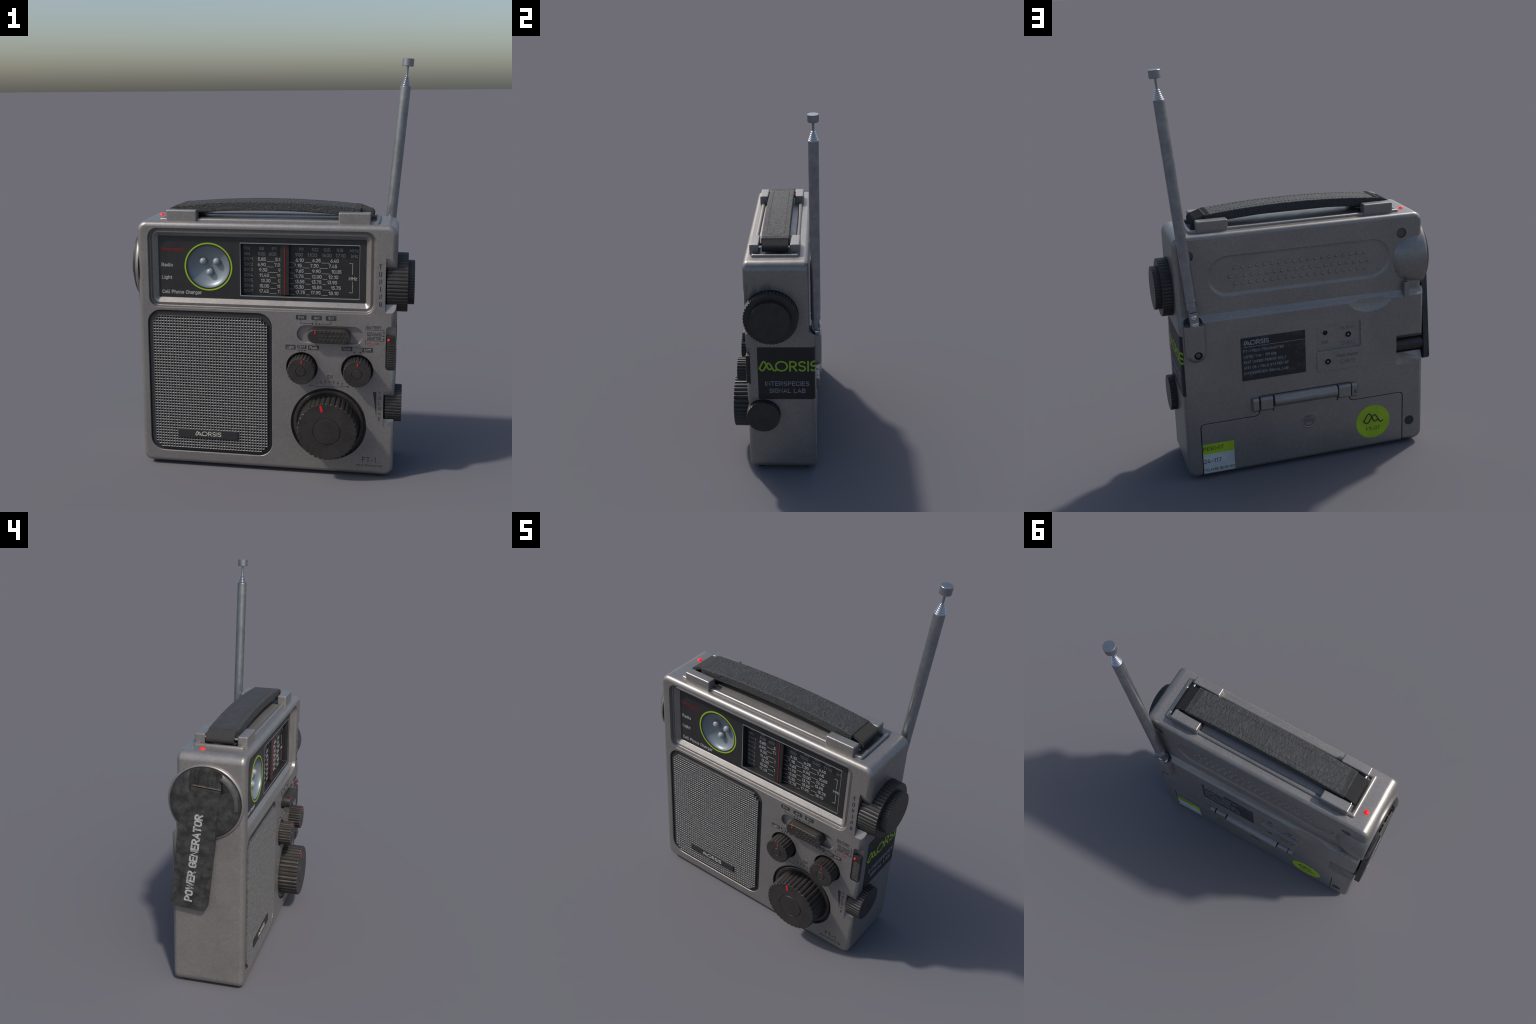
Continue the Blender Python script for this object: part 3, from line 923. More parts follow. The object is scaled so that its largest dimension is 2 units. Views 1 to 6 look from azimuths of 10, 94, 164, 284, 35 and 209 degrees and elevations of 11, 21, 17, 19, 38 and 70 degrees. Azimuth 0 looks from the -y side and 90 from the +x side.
ink = Print(ff)
lw = 0.0016
def vline(x, z0, z1): ink.rect(x - lw / 2, x + lw / 2, z0, z1)
def hline(x0, x1, z): ink.rect(x0, x1, z - lw / 2, z + lw / 2)
vline(.1537, .7612, .780); hline(.1546, .2075, .762); vline(.2270, .7640, .780); vline(.2970, .7612, .780); hline(.2445, .2961, .762)
for x in (.2100, .2270, .2422): ink.disc(x, .762, .0036)
for x, z in ((.146, .6275), (.160, .6285), (.1745, .628), (.410, .630), (.437, .630)): ink.disc(x, z, .0034)
hline(.4005, .4465, .6520)
ink.text("SW", 0.2955, 0.4925, 0.019, 0.029, 0.0, "CENTER")
for k in range(7):
    t = -0.335 + k * 0.1125
    rr = 0.2075
    ink.text(str(k + 1), BIG[0] + 0.003 + rr * sin(t) * 0.86, BIG[1] + rr * cos(t) * 0.86 + 0.0305, 0.0135, 0.0072 if k else 0.004, 0.0, "CENTER", -t * 0.5)
ink.stroke([(0.200 + 0.182 * k / 8, 0.4535 - 0.0045 * sin(pi * k / 8) + 0.0006 * k) for k in range(9)], 0.0016)
ink.disc(.200, .4535, .0034).disc(.382, .4570, .0034)
for s, z, x in (("BATTERY", .747, .467), ("DYNAMO", .7165, .470), ("ADAPTOR", .6942, .468)):
    ink.text(s, x, z, 0.0148, 0.0655, 0.0, spacing=1.2)
vline(.4615, .7415, .762); hline(.4623, .546, .742); vline(.546, .7310, .7428)
hline(.467, .546, .7145); hline(.4623, .546, .6900); vline(.4615, .667, .6908); vline(.546, .692, .6985)
for z in (.7300, .7145, .6995): ink.disc(.5462, z, .0036)
for k, ch in enumerate("TUNING"):
    ink.text(ch, 0.5245 + 0.0007 * k, 1.0345 - k * 0.0358, 0.0235, 0.0125 if ch != "I" else 0.0028, 0.008, "CENTER")
for k, ch in enumerate("VOLUME"):
    ink.text(ch, 0.5325, 0.4245 - k * 0.0257, 0.0165, 0.0105, 0.004, "CENTER")
ink.poly([(0.5005, 0.437), (0.5165, 0.437), (0.5185, 0.312)])
ink.text("FT-1", 0.455, 0.0785, 0.0265, 0.066, -0.008, spacing=1.1)
ink.text("FIELD TRANSMITTER", 0.425, 0.0575, 0.0085, 0.128, 0.0)
ink.obj("front_lettering", M["ink"])
ri = Print(ff)
ri.annulus(.479, .6725, .0080, .0098, 28).rect(.4782, .4798, .673, .6825, 0, 0.0003).text("Off", .499, .6668, 0.0145, 0.0245, 0.0, spacing=1.15)
ri.obj("power_off_lettering", M["redink"])

# ================================================================== TOP: rail, brackets, handle, indicator
def frame_bar(x0, x1, y0, y1, corner, w, h, z0):
    """Closed rail with half-round section."""
    bm = bmesh.new()
    sec = [(0.0, 0.0)] + [(w / 2 - w / 2 * cos(a), h * (0.45 + 0.55 * sin(a))) for a in [pi * k / 8 for k in range(9)]] + [(w, -0.016)]
    rings = [[(x, y, z0 + hh) for x, y in rrect(x0, x1, y0, y1, corner, o, 6)] for o, hh in sec]
    loft(bm, rings, False, False)
    fix_normals(bm)
    return bm
rail = mesh_obj("handle_rail", frame_bar(*RAIL, 0.010, 0.022, 0.0140, ZT - 0.001), M["shell"], ROOT, 50, False)
HX = -0.0145
bm = bmesh.new()
deck = []
for k in range(25):
    y = RAIL[2] + 0.017 + (RAIL[3] - RAIL[2] - 0.034) * k / 24
    t = (y - 0.015) / 0.106
    deck.append((y, 1.2390 + 0.0115 * max(0.0, 1 - t * t)))
deck += [(RAIL[3] - 0.017, ZT - 0.012), (RAIL[2] + 0.017, ZT - 0.012)]
loft(bm, [[(x, y, z) for y, z in deck] for x in (HX - 0.338, HX + 0.338)])
fix_normals(bm)
mesh_obj("handle_deck", bm, M["shell"], rail, 30)
for sx in (1, -1):
    xa, xb = sorted((HX + sx * 0.3400, HX + sx * 0.4900))
    for y0, y1 in ((-0.1185, -0.0690), (0.0915, 0.1435)):
        mesh_obj("handle_bracket", boxm(xa, xb, y0, y1, ZT - 0.012, 1.2912, 0.007, 4), M["shell"], ROOT, 40)
    mesh_obj("handle_pin", revolve([(0.0065, -0.095), (0.0065, 0.12)], lambda c, s, r, h: (HX + sx * 0.480 + r * c, h, 1.2745 + r * s), 16), M["chrome"])

# arched padded grip
HY0, HY1, HL = -0.059, 0.088, 0.4345
def grip_z(t): return 1.3305 - 0.0225 * t * t
bm = bmesh.new()
rings = []
NS = 96
for k in range(NS + 1):
    t = -1 + 2 * k / NS
    zt = grip_z(t); zb = zt - 0.0445
    sl = -0.055 * t / HL                              # slope, tilts the section
    x = HX + t * HL
    sec = rrect(HY0, HY1, zb, zt, 0.005, 0, 3)
    # subdivide the top and bottom edges so fine creases can be displaced
    pts = []
    for i, q in enumerate(sec):
        pts.append(q)
        q2 = sec[(i + 1) % len(sec)]
        if abs(q2[0] - q[0]) > 0.05:
            pts += [(q[0] + (q2[0] - q[0]) * j / 24, q[1]) for j in range(1, 24)]
        elif abs(q2[1] - q[1]) > 0.02:
            pts += [(q[0], q[1] + (q2[1] - q[1]) * j / 8) for j in range(1, 8)]
    rings.append([(x + (z - zb) * sl * -1.0, y, z) for y, z in pts])
loft(bm, rings)
fix_normals(bm)
from mathutils import noise as mnoise
bm.normal_update()
for v in bm.verts:
    q = Vector((v.co.x * 62, v.co.y * 22, v.co.z * 22))
    v.co += v.normal * 0.0005 * mnoise.fractal(q, 0.8, 2.0, 3)
grip = mesh_obj("handle_grip", bm, M["leather"], ROOT, 50, False)

# stitches along an oval on top of the grip
bm = bmesh.new()
oval = []
ex_, ey = 0.385, 0.047
yc = (HY0 + HY1) / 2
path = []
for k in range(241):
    path.append((-ex_ + 0.02 + (2 * ex_ - 0.04) * k / 240, ey))
for k in range(1, 24):
    a = pi / 2 - pi * k / 24
    path.append((ex_ - 0.02 + 0.030 * cos(a), ey * sin(a)))
path += [(-p_[0], -p_[1]) for p_ in path]
acc = 0.0
for i in range(len(path)):
    x0, y0 = path[i]; x1, y1 = path[(i + 1) % len(path)]
    acc += sqrt((x1 - x0) ** 2 + (y1 - y0) ** 2)
    if acc > 0.0165:
        acc = 0.0
        d = Vector((x1 - x0, y1 - y0)).normalized()
        b = bmesh.new()
        bmesh.ops.create_uvsphere(b, u_segments=8, v_segments=6, radius=1.0)
        for v in b.verts:
            lx, ly = v.co.x * 0.0056, v.co.y * 0.0020
            wx, wy = x0 + d.x * lx - d.y * ly, y0 + d.y * lx + d.x * ly
            v.co = Vector((HX + wx, yc + wy, grip_z(wx / HL) + 0.0006 + v.co.z * 0.0014))
        joinbm(bm, b)
mesh_obj("grip_stitching", bm, M["thread"], grip, 60, False, "stuff")

# webbing loops from the grip ends round the pins
def web_loop(sx):
    ctr = [(0.395, 1.3035), (0.425, 1.3040), (0.445, 1.2980), (0.470, 1.2890), (0.486, 1.2835), (0.4935, 1.2760), (0.4945, 1.2660), (0.489, 1.2580), (0.478, 1.2545), (0.468, 1.2580), (0.464, 1.2650)]
    q = []
    n = len(ctr)
    for i in range(n - 1):
        p0, p1, p2, p3 = (Vector(ctr[max(i - 1, 0)]), Vector(ctr[i]), Vector(ctr[i + 1]), Vector(ctr[min(i + 2, n - 1)]))
        for k in range(4):
            t = k / 4
            q.append(0.5 * ((2 * p1) + (p2 - p0) * t + (2 * p0 - 5 * p1 + 4 * p2 - p3) * t * t + (3 * p1 - p0 - 3 * p2 + p3) * t ** 3))
    q.append(Vector(ctr[-1]))
    bm = bmesh.new()
    rings = []
    T = 0.0055
    y0, y1 = -0.0525, 0.0835
    ny = 135
    for i, p_ in enumerate(q):
        d = (q[min(i + 1, len(q) - 1)] - q[max(i - 1, 0)]).normalized()
        nr = Vector((-d.y, d.x))
        up, dn = [], []
        for j in range(ny + 1):
            y = y0 + (y1 - y0) * j / ny
            rib = 0.0016 * cos(2 * pi * j / 5)
            a = p_ + nr * (T + rib); c = p_ - nr * (T + rib * 0.3)
            up.append((HX + sx * a.x, y, a.y)); dn.append((HX + sx * c.x, y, c.y))
        rings.append(up + dn[::-1])
    loft(bm, rings)
    fix_normals(bm)
    return bm
for sx in (1, -1):
    mesh_obj("webbing_loop", web_loop(sx), M["webbing"], grip, 50, False)

b = bmesh.new()
bmesh.ops.create_uvsphere(b, u_segments=24, v_segments=16, radius=0.0122)
for v in b.verts:
    v.co = Vector((-0.578 + v.co.x, 0.079 + v.co.y, ZT - 0.001 + v.co.z * 0.85))
mesh_obj("power_indicator", b, M["led"], ROOT, 60, False)

# ================================================================== RIGHT SIDE: sticker wrapping the rear edge
RR = 0.022
def wrap(s, z, w):
    """Arc-length position along the right side, continuing round the rear edge."""
    off = 0.0010 + w
    y_turn = YB - RR
    if s <= y_turn:
        return (XR + off, s, z)
    a = min((s - y_turn) / (RR + off), pi / 2)
    return (XR - RR + (RR + off) * cos(a), y_turn + (RR + off) * sin(a), z)
bm = bmesh.new()
ss = [-0.0875 + (YB - RR + 0.0875) * k / 6 for k in range(7)] + [YB - RR + 0.0270 * k / 12 for k in range(1, 13)]
def zlim(s, hi):
    d = max(0, 0.007 - (s + 0.0875))
    inset = 0.007 - sqrt(max(0, 0.007 ** 2 - d * d))
    return 0.7655 - inset if hi else 0.456 + inset
ss = [-0.0875 + 0.007 * k / 5 for k in range(5)] + ss[1:]
loft(bm, [[wrap(s, zlim(s, False), 0), wrap(s, zlim(s, True), 0), wrap(s, zlim(s, True), -0.0014), wrap(s, zlim(s, False), -0.0014)] for s in ss])
fix_normals(bm)
stk = mesh_obj("side_sticker", bm, M["blackvinyl"], ROOT, 40)
wr = lambda u, v, w: wrap(min(u, YB - RR + 0.0262), v, 0.0003 + w)
p = Print(wr, 0.0009)
wordmark(p, -0.0865, 0.6235, 0.063, 0.318, 0.0092)
p.obj("sticker_wordmark", mat_plain("lime_ink", (0.25, 0.40, 0.02), 0.5), stk)
p = Print(wr, 0.0009)
p.text("INTERSPECIES", -0.050, 0.5375, 0.0265, 0.235, 0.0).text("SIGNAL LAB", -0.029, 0.4945, 0.0265, 0.193, 0.0)
p.obj("sticker_lettering", mat_plain("bluish_grey_print", (0.24, 0.25, 0.28), 0.5), stk)

# ================================================================== LEFT SIDE: generator disc and folding crank
CY, CZ = 0.041, 1.003
leftf = lambda c, s, r, h: (XL - h, CY + r * c, CZ + r * s)
# swelling on the rear upper corner that holds the generator
prof = []
for k in range(22):
    dx = -0.001 + 0.183 * k / 21
    prof.append((0.1878 * max(0.0, 1 - (max(dx, 0) / 0.187) ** 3.2) ** 0.3125, -dx))
gen = mesh_obj("generator_housing", revolve([(0.15, 0.008), (0.1740, 0.008), (0.1750, 0.0135), (0.1785, 0.0155), (0.1825, 0.0145), (0.1860, 0.010), (0.1872, 0.004)] + prof, leftf, 96), M["shell"], ROOT, 40, False)
boolean(gen, boxm(XL + 0.002, 0.5, -0.5, 0.150, 0.5, 1.5))
finish(gen, M["shell"], ROOT, 40, False)
disc = mesh_obj("crank_disc", revolve([(0.1738, 0.0), (0.1738, 0.0190), (0.1725, 0.0230), (0.1690, 0.0265), (0.1640, 0.0300), (0.1560, 0.0335), (0.1480, 0.0345), (0.05, 0.0350)], leftf, 96), M["grimy"], ROOT, 30)
boolean(disc, boxm(-0.75, XL - 0.0215, -0.046, 0.110, 1.060, 1.30))
finish(disc, M["grimy"], ROOT, 30, True)
# shading of the disc recess, modelled as a solid arc tinted grey
sec = [(0.146, 0.020), (0.146, 0.0355), (0.1475, 0.0366), (0.158, 0.0352), (0.1635, 0.0315), (0.1645, 0.020)]
bm = bmesh.new()
loft(bm, [[leftf(cos(a), sin(a), r, h) for r, h in sec] for a in [radians(122 + 66 * k / 30) for k in range(31)]])
fix_normals(bm)
mesh_obj("recess_shading_arc", bm, mat_plain("lit_wall_tint_grey", (0.055, 0.055, 0.054), 0.38, 0.1, 0.2, 30), disc, 30)
# folding arm
ARM = rounded_poly([(0.104, 1.085), (-0.040, 1.072), (0.0310, 0.4415), (0.2150, 0.4605), (0.158, 0.962), (0.117, 0.999)],
                   [0.002, 0.002, 0.034, 0.030, 0.004, 0.004], 6)
def inset_poly(pts, o):
    n = len(pts)
    area = sum(pts[i][0] * pts[(i + 1) % n][1] - pts[(i + 1) % n][0] * pts[i][1] for i in range(n))
    sg = 1 if area > 0 else -1
    out = []
    for i in range(n):
        p0, p_, p1 = Vector(pts[i - 1]), Vector(pts[i]), Vector(pts[(i + 1) % n])
        d0, d1 = (p_ - p0).normalized(), (p1 - p_).normalized()
        n0, n1 = Vector((-d0.y, d0.x)) * sg, Vector((-d1.y, d1.x)) * sg
        m_ = (n0 + n1)
        m_ = m_ / max(m_.length_squared / 2, 0.2)
        out.append((p_.x + m_.x * o, p_.y + m_.y * o))
    return out
bm = bmesh.new()
loft(bm, [[(-0.6535, y, z) for y, z in ARM], [(-0.6818, y, z) for y, z in ARM], [(-0.6834, y, z) for y, z in inset_poly(ARM, 0.0006)], [(-0.6840, y, z) for y, z in inset_poly(ARM, 0.002)]])
fix_normals(bm)
arm = mesh_obj("crank_arm", bm, M["grimy"], ROOT, 30)
for y in (0.096, 0.076, 0.026, -0.016):
    b = boxm(-0.6745, -0.6640, -0.0025, 0.0025, 0.0, 0.078, 0.0008, 1)
    place(b, lambda x, yy, z: (x, y + yy - 0.10 * z, (1.0915 - 0.09 * (0.104 - y)) + z))
    mesh_obj("hinge_rib", b, M["grimy"], arm)
b = boxm(-0.6785, -0.6640, 0, 0.140, 0, 0.0035, 0.0008, 1)
place(b, lambda x, yy, z: (x, 0.102 - yy, 1.0885 - 0.09 * yy + z))
mesh_obj("arm_top_strip", b, mat_plain("pale_brown", (0.085, 0.072, 0.058), 0.7), arm)
# lettering climbing the arm
ua = Vector((0.043 - 0.103, 0.950 - 0.490)).normalized()
va = Vector((0.042, 0.005)).normalized()
p = Print(lambda u, v, w: (-0.6842 - w, 0.103 + ua.x * u + va.x * v, 0.490 + ua.y * u + va.y * v), 0.0006)
p.text("POWER GENERATOR", 0, 0, 0.041, 0.462, 0.028)
p.obj("crank_lettering", mat_grimy("worn_white_print", (0.36, 0.36, 0.36), (0.09, 0.09, 0.09), 60, 0.45, 0.70, 0.5), arm)
mesh_obj("crank_handle", revolve([(0.036, 0.012), (0.039, 0.0), (0.036, -0.14), (0.033, -0.1465)], lambda c, s, r, h: (-0.645 - h, 0.164 + r * c, 0.5450 + r * s), 40), M["black"], arm, 30)

# ================================================================== BACK
bf = lambda u, v, w: (u, YB + w + 0.0001, v)                # marks, world x
bt = lambda u, v, w: (-u, YB + w + 0.0001, v)               # text: u runs towards -x
# finger-recess studs
bm = bmesh.new()
def stud(x, z):
    b = bmesh.new()
    bmesh.ops.create_uvsphere(b, u_segments=12, v_segments=8, radius=0.0085)
    for v in b.verts:
        v.co = Vector((x + v.co.x, YU - 0.0115 + v.co.y * 0.72, z + v.co.z))
    joinbm(bm, b)
for k in range(19): stud(0.312 - k * 0.03633, 1.0605)
for k in range(20): stud(0.339 - k * 0.03679, 1.0190)
for k in range(19): stud(0.312 - k * 0.03633, 0.9820)
mesh_obj("grip_studs", bm, M["shell"], ROOT, 60, False, "stuff")
for wx, wz in WELLS:
    mesh_obj("screw_plug", revolve([(0.023, -0.0095), (0.023, -0.006), (0.0215, -0.005), (0.01, -0.005)], lambda c, s, r, h: (wx + r * c, YU + h, wz + r * s), 28), M["screw"])
p = Print(bf, 0.001)
p.disc(-0.5715, 0.129, 0.0255, 36)
p.obj("rubber_plug", M["rubber"])
mesh_obj("latch_tab", boxm(-0.5640, -0.5385, YU - 0.01, YB + 0.0035, 0.812, 0.893, 0.004, 3), M["shell"])

# rating plate
rp = mesh_obj("rating_plate", solid(back, lambda o: rrect(-0.0165, 0.310, 0.4895, 0.715, 0.006, o, 3), [(0.0075, 0.0), (0.0052, 0.0), (0.0048, 0.001)]), M["infoplate"])
rpf = lambda u, v, w: (-u, YB - 0.0046 + w, v)
p = Print(rpf, 0.0004)
wordmark(p, -0.297, 0.6755, 0.0240, 0.1285, 0.0036)
p.rect(-0.297, 0.018, 0.6655, 0.6672)
for s, z, w in (("FT-1 FIELD TRANSMITTER", .638, .202), ("LISTEN 1 Hz - 150 kHz", .609, .164), ("EMIT UNDER PERMIT ONLY", .5805, .213), ("UNIT 03 / FIELD STATION 07", .5515, .223), ("INTERSPECIES SIGNAL LAB", .522, .222)):
    p.text(s, -0.2965, z, 0.0135, w)
p.obj("rating_plate_lettering", mat_plain("plate_grey_print", (0.30, 0.31, 0.33), 0.5), rp)

# sockets
jl = mesh_obj("socket_cover", solid(back, lambda o: rrect(-0.3045, -0.0725, 0.4800, 0.5885, 0.006, o, 3), boss(0.0040, 0.0015)), M["shell"])
def socket(x, z, y0, r, pin):
    bm = revolve([(r * 1.45, 0.001), (r * 1.45, -0.0008), (r * 1.2, -0.0022), (r, -0.001), (r, 0.0005)], lambda c, s, rr, h: (x + rr * c, y0 - h, z + rr * s), 32)
    so = mesh_obj("socket_ring", bm, M["shell"], ROOT, 40)
    b = revolve([(r * 1.02, 0.0), (r * 1.02, -0.0012)], lambda c, s, rr, h: (x + rr * c, y0 - h, z + rr * s), 32)
    mesh_obj("socket_hole", b, M["void"], so)
    if pin:
        mesh_obj("socket_pin", revolve([(r * .26, 0.0), (r * .26, -0.0020), (r * .1, -0.0026)], lambda c, s, rr, h: (x + rr * c, y0 - h, z + rr * s), 16), M["chrome"], so)
socket(-0.120, 0.681, YB - 0.0083, 0.0125, False)
socket(-0.241, 0.657, YB - 0.0083, 0.0150, True)
socket(-0.128, 0.531, YB + 0.0042, 0.0155, True)
e1 = Print(lambda u, v, w: (-u, YB - 0.0086 + w, v), 0.0010)
e1.text("EAR", 0.103, 0.6225, 0.017, 0.032, -0.01).text("DC IN 5V", 0.204, 0.6875, 0.015, 0.071, -0.01)
for i, x in enumerate((0.212, 0.240, 0.268)):
    e1.annulus(x, 0.6135, 0.0100, 0.0114, 24)
e1.disc(0.240, 0.6135, 0.004, 12).rect(0.2085, 0.2155, 0.613, 0.614).rect(0.2115, 0.2125, 0.610, 0.617, 0, 0.0002).rect(0.2645, 0.2715, 0.613, 0.614)
e1.obj("socket_relief_lettering", mat_plain("relief_shadow_grey", (0.11, 0.108, 0.104), 0.5, 0.3), ROOT)  # shell-coloured relief darkened so its shadow sits in the base colour
e2 = Print(lambda u, v, w: (-u, YB + 0.0039 + w, v), 0.0010)
e2.text("Phone Charger", 0.175, 0.5465, 0.0165, 0.114, -0.012)
for x in (0.204, 0.231, 0.261):
    e2.annulus(x, 0.520, 0.0100, 0.0114, 24)
e2.disc(0.231, 0.520, 0.004, 12).rect(0.2575, 0.2645, 0.5195, 0.5205).rect(0.2605, 0.2615, 0.5165, 0.5235, 0, 0.0002).rect(0.2005, 0.2075, 0.5195, 0.5205)
e2.obj("socket_relief_lettering", bpy.data.materials["relief_shadow_grey"], jl)

# battery door with hinge
bm = bmesh.new()
DI = inset_poly(DOOR, 0.0042)
DI = [(x, max(z, ZB + 0.001)) for x, z in DI]
D2 = [(x, max(z, ZB + 0.002)) for x, z in inset_poly(DOOR, 0.0052)]
loft(bm, [[(x, YB - 0.028, z) for x, z in DI], [(x, YB - 0.0012, z) for x, z in DI], [(x, YB - 0.0001, z) for x, z in D2]])
fix_normals(bm)
door = temp(bm); door.name = "battery_door"
boolean(door, shell_loft(0.08, YB - 0.0001, 0.01, 0.022), "INTERSECT")
for xs in (0.1595, -0.1760):
    boolean(door, boxm(xs - 0.0032, xs + 0.0032, YB - 0.012, YB + 0.05, 0.309, 0.44))
finish(door, M["shell"], ROOT, 32, True)
mesh_obj("bay_floor", boxm(-0.53, 0.526, YB - 0.0305, YB - 0.0285, 0.02, 0.397), M["void"], door)
def barrel(x0, x1, r, cy, cz, bev):
    return revolve([(r - bev, x0), (r, x0 + bev), (r, x1 - bev), (r - bev, x1)], lambda c, s, rr, h: (h, cy + rr * c, cz + rr * s), 40)
mesh_obj("hinge_barrel", barrel(-0.1728, 0.1560, 0.0330, YB - 0.0045, 0.3655, 0.003), M["shell"], door, 40)
for x0, x1, nm in ((0.1640, 0.2270, "hinge_knuckle"), (-0.2440, -0.1795, "hinge_knuckle"), (0.2360, 0.2700, "hinge_end"), (-0.2800, -0.2490, "hinge_end")):
    r = 0.014
    sec = rrect(YB - 0.03, YB + 0.0205, 0.3235, 0.3965, r, 0, 6)
    bm = bmesh.new()
    if x0 > 0.23: ins = (0.012, 0.0)
    elif x0 < -0.248: ins = (0.0, 0.012)
    else: ins = (0.003, 0.003)
    rg = []
    for xx, o in ((x0 if True else 0, ins[1] if x0 > 0.23 else ins[1]), (x0 + 0.006, 0), (x1 - 0.006, 0), (x1, ins[0])):
        rg.append([(xx, y, z) for y, z in rrect(YB - 0.03, YB + 0.0205 - o * 0.6, 0.3235 + o * 0.4, 0.3965 - o * 0.4, r, 0, 6)])
    loft(bm, rg)
    fix_normals(bm)
    hk = mesh_obj(nm, bm, M["shell"], door if nm == "hinge_knuckle" else ROOT, 40)
p = Print(lambda u, v, w: (u, YB + 0.0205 + w, v), 0.0006)
p.poly([(-0.2565, 0.345), (-0.2725, 0.345), (-0.2645, 0.372)])
p.obj("hinge_arrow", M["screw"])
# release disc
OC = (-0.0225, 0.2240)
df2 = lambda c, s, r, h: (OC[0] + r * c, YB - 0.0002 + h, OC[1] + r * s)
rel = mesh_obj("release_disc", revolve([(0.0405, -0.001), (0.0405, 0.0012), (0.0385, 0.0022), (0.0350, 0.0022), (0.0335, 0.0008), (0.01, 0.0008)], df2, 48), M["shell"], door, 40)
e = Print(lambda u, v, w: (-u, YB + 0.0005 + w, v), 0.0012)
e.text("OPEN", 0.0225, 0.2395, 0.011, 0.040, 0.0, "CENTER")
for z, w in ((.233, .029), (.2275, .030), (.222, .030), (.2165, .029)):
    e.rect(0.0225 - w, 0.0225 + w, z - .0011, z + .0011)
e.annulus(0.0225, 0.224, 0.0255, 0.0300, 24, pi * 1.12, pi * 1.88)
e.obj("release_relief", bpy.data.materials["relief_shadow_grey"], rel)

# stickers on the door; the lowest part follows the rounded bottom edge
def hug(u, v, w):
    d = max(0.0, ZB + 0.022 - v)
    return (u, YB - 0.022 + sqrt(0.022 ** 2 - min(d, 0.021) ** 2) + w + 0.0001, v)
p = Print(bf, 0.0008)
p.disc(-0.3685, 0.1565, 0.0925, 72)
gs = p.obj("round_sticker", M["limevinyl"], door)
p = Print(lambda u, v, w: (-u, YB + 0.0010 + w, v), 0.0004)
wave_mark(p, 0.313, 0.1500, 0.0530, 0.0062)
p.text("FS-07", 0.332, 0.1075, 0.0205, 0.073, -0.004)
p.obj("round_sticker_lettering", M["ink"], gs)
p = Print(hug, 0.0008)
p.rect(0.3685, 0.5260, 0.0375, 0.1335)
for k in range(4):
    p.rect(0.3685, 0.5260, 0.0275 + 0.0025 * k, 0.0300 + 0.0025 * k)
ws = p.obj("permit_sticker", M["whitevinyl"], door)
p = Print(bf, 0.0008)
p.rect(0.3685, 0.5265, 0.1336, 0.1865)
p.obj("permit_sticker_band", M["limevinyl"], ws)
p = Print(lambda u, v, w: (-u, YB + 0.0010 + w, v), 0.0004)
p.text("PERMIT", -0.5245, 0.1505, 0.0215, 0.106, -0.006).text("24-117", -0.524, 0.0830, 0.0230, 0.088, -0.006).text("WELFARE REVIEWED", -0.5245, 0.0390, 0.0145, 0.154, -0.004)
p.obj("permit_sticker_lettering", M["ink"], ws)

# ================================================================== ANTENNA
# moulded foot cover on the back
def tongue(o):
    return rrect(0.4790, 0.5795, 0.6310, 0.90, 0.048, o, 12)
bm = solid(back, tongue, [(0.02, 0.0)] + [(-0.0055 - 0.028 * sin(a), 0.026 - 0.026 * cos(a)) for a in [pi / 2 * k / 8 for k in range(9)]])
boot = temp(bm); boot.name = "antenna_boot"
boolean(boot, boxm(0.4, 0.7, 0.1, 0.4, LEDGE - 0.0015, 1.1))
boolean(boot, revolve([(0.0275, 0.795), (0.0290, 0.99)], lambda c, s, r, h: (0.5270 + r * c, 0.2180 + r * s, h), 40))
boolean(boot, solid(back, lambda o: circle(0.522, 0.6715, 0.0200 - o, 32), [(-0.08, 0), (-0.022, 0)]))
finish(boot, M["shell"], ROOT, 35, True)
mesh_obj("boot_screw_well", revolve([(0.0199, -0.020), (0.0199, -0.0225), (0.005, -0.0225)], lambda c, s, r, h: (0.522 + r * c, YB - h, 0.6715 + r * s), 28), M["void"], boot)
mesh_obj("boot_screw", revolve([(0.0125, -0.0215), (0.0125, -0.028), (0.009, -0.0305), (0.002, -0.031)], lambda c, s, r, h: (0.522 + r * c, YB - h, 0.6715 + r * s), 24), M["screw"], boot)

A0, A1 = Vector((0.5380, 0.2215, 0.945)), Vector((0.6170, 0.2215, 1.8675))
ax = (A1 - A0).normalized()
px = ax.cross(Vector((0, 1, 0))).normalized()
py = Vector((0, 1, 0))
def along(c, s, r, h):
    q = A0 + ax * h + px * (r * c) + py * (r * s)
    return tuple(q)
LEN = (A1 - A0).length
ant = mesh_obj("antenna_tube", revolve([(0.0245, 0.002), (0.0257, 0.004), (0.0257, LEN - 0.002), (0.0245, LEN)], along, 40), M["rod"], ROOT, 40)
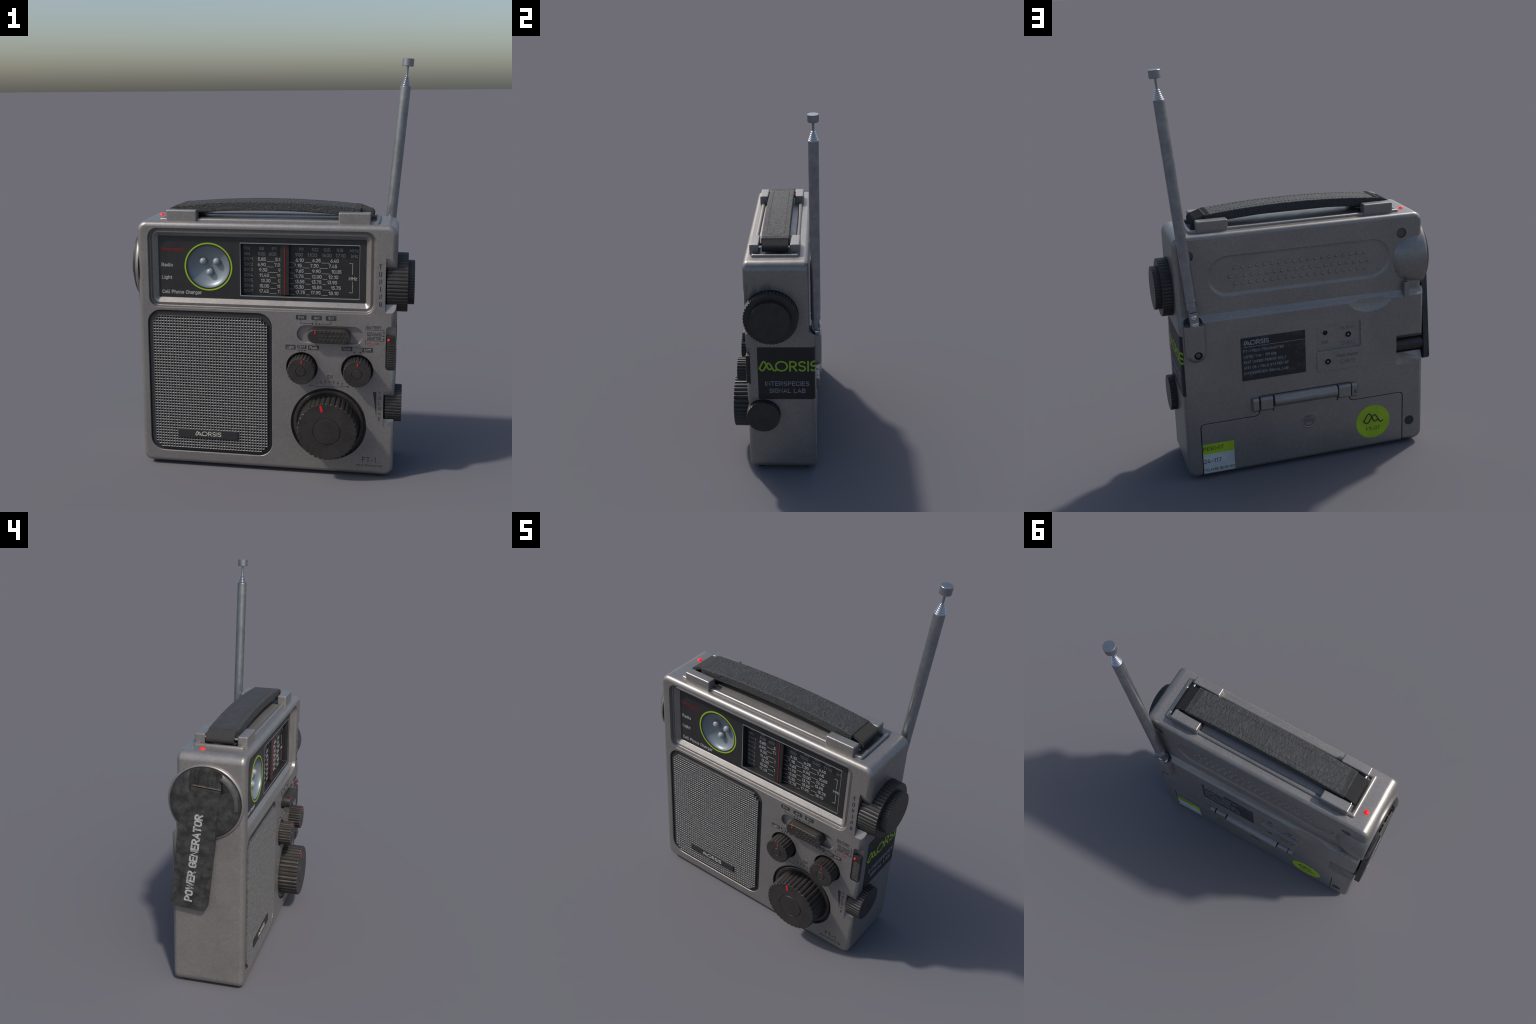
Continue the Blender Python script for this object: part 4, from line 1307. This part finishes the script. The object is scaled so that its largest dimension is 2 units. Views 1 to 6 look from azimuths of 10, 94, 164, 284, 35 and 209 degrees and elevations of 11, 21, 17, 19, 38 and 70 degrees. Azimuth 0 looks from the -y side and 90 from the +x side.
# telescoped inner ends: stack of short rolled rings
h = LEN
prof = [(0.0235, h - 0.002)]
for k in range(6):
    r = 0.0242 - k * 0.0026
    hh = h + k * 0.0082
    prof += [(r - 0.0022, hh), (r + 0.0004, hh + 0.0012), (r + 0.0006, hh + 0.0040), (r - 0.0008, hh + 0.0056), (r - 0.0040, hh + 0.0066), (r - 0.0046, hh + 0.0078)]
mesh_obj("telescope_rings", revolve(prof, along, 32), M["chrome"], ant, 40)
mesh_obj("antenna_stem", revolve([(0.0058, h + 0.045), (0.0058, h + 0.100)], along, 16), M["rod"], ant)
tip = mesh_obj("antenna_tip", revolve([(0.0262, h + 0.0945), (0.0275, h + 0.0960), (0.0275, h + 0.1295), (0.0262, h + 0.1310)], along, 40), M["rod"], ant, 40)
# collar, swivel joint, foot
mesh_obj("antenna_collar", revolve([(0.0225, -0.0480), (0.0252, -0.0465), (0.0252, -0.0265), (0.0262, -0.0250), (0.0262, -0.0215), (0.0240, -0.0200), (0.0240, -0.0040), (0.0262, -0.0025), (0.0262, 0.0010), (0.0245, 0.0030)], along, 40), M["rod"], ant, 35)
b = boxm(-0.0190, 0.0200, -0.0130, 0.0130, -0.112, -0.046, 0.004, 2)
place(b, lambda x, y, z: tuple(A0 + ax * z + px * x + py * y))
mesh_obj("swivel_blade", b, M["rod"], ant, 35)
for s in (1, -1):
    b = boxm(-0.0210, 0.0215, 0.014 if s > 0 else -0.022, 0.022 if s > 0 else -0.014, -0.114, -0.060, 0.004, 2)
    place(b, lambda x, y, z: tuple(A0 + ax * z + px * x + py * y))
    mesh_obj("swivel_cheek", b, M["rod"], ant, 35)
mesh_obj("swivel_screw", revolve([(0.0125, 0.020), (0.0125, 0.0235), (0.0095, 0.0265), (0.003, 0.0275)], lambda c, s, r, hh: tuple(A0 + ax * -0.083 + px * (r * c) + py * hh + ax * (r * s)), 24), M["chrome"], ant, 30)
mesh_obj("antenna_foot", revolve([(0.0245, 0.790), (0.0250, 0.812), (0.0250, 0.830), (0.0235, 0.8335), (0.019, 0.836)], lambda c, s, r, hh: (0.5270 + r * c, 0.2210 + r * s, hh), 36), M["chrome"], ant, 35)
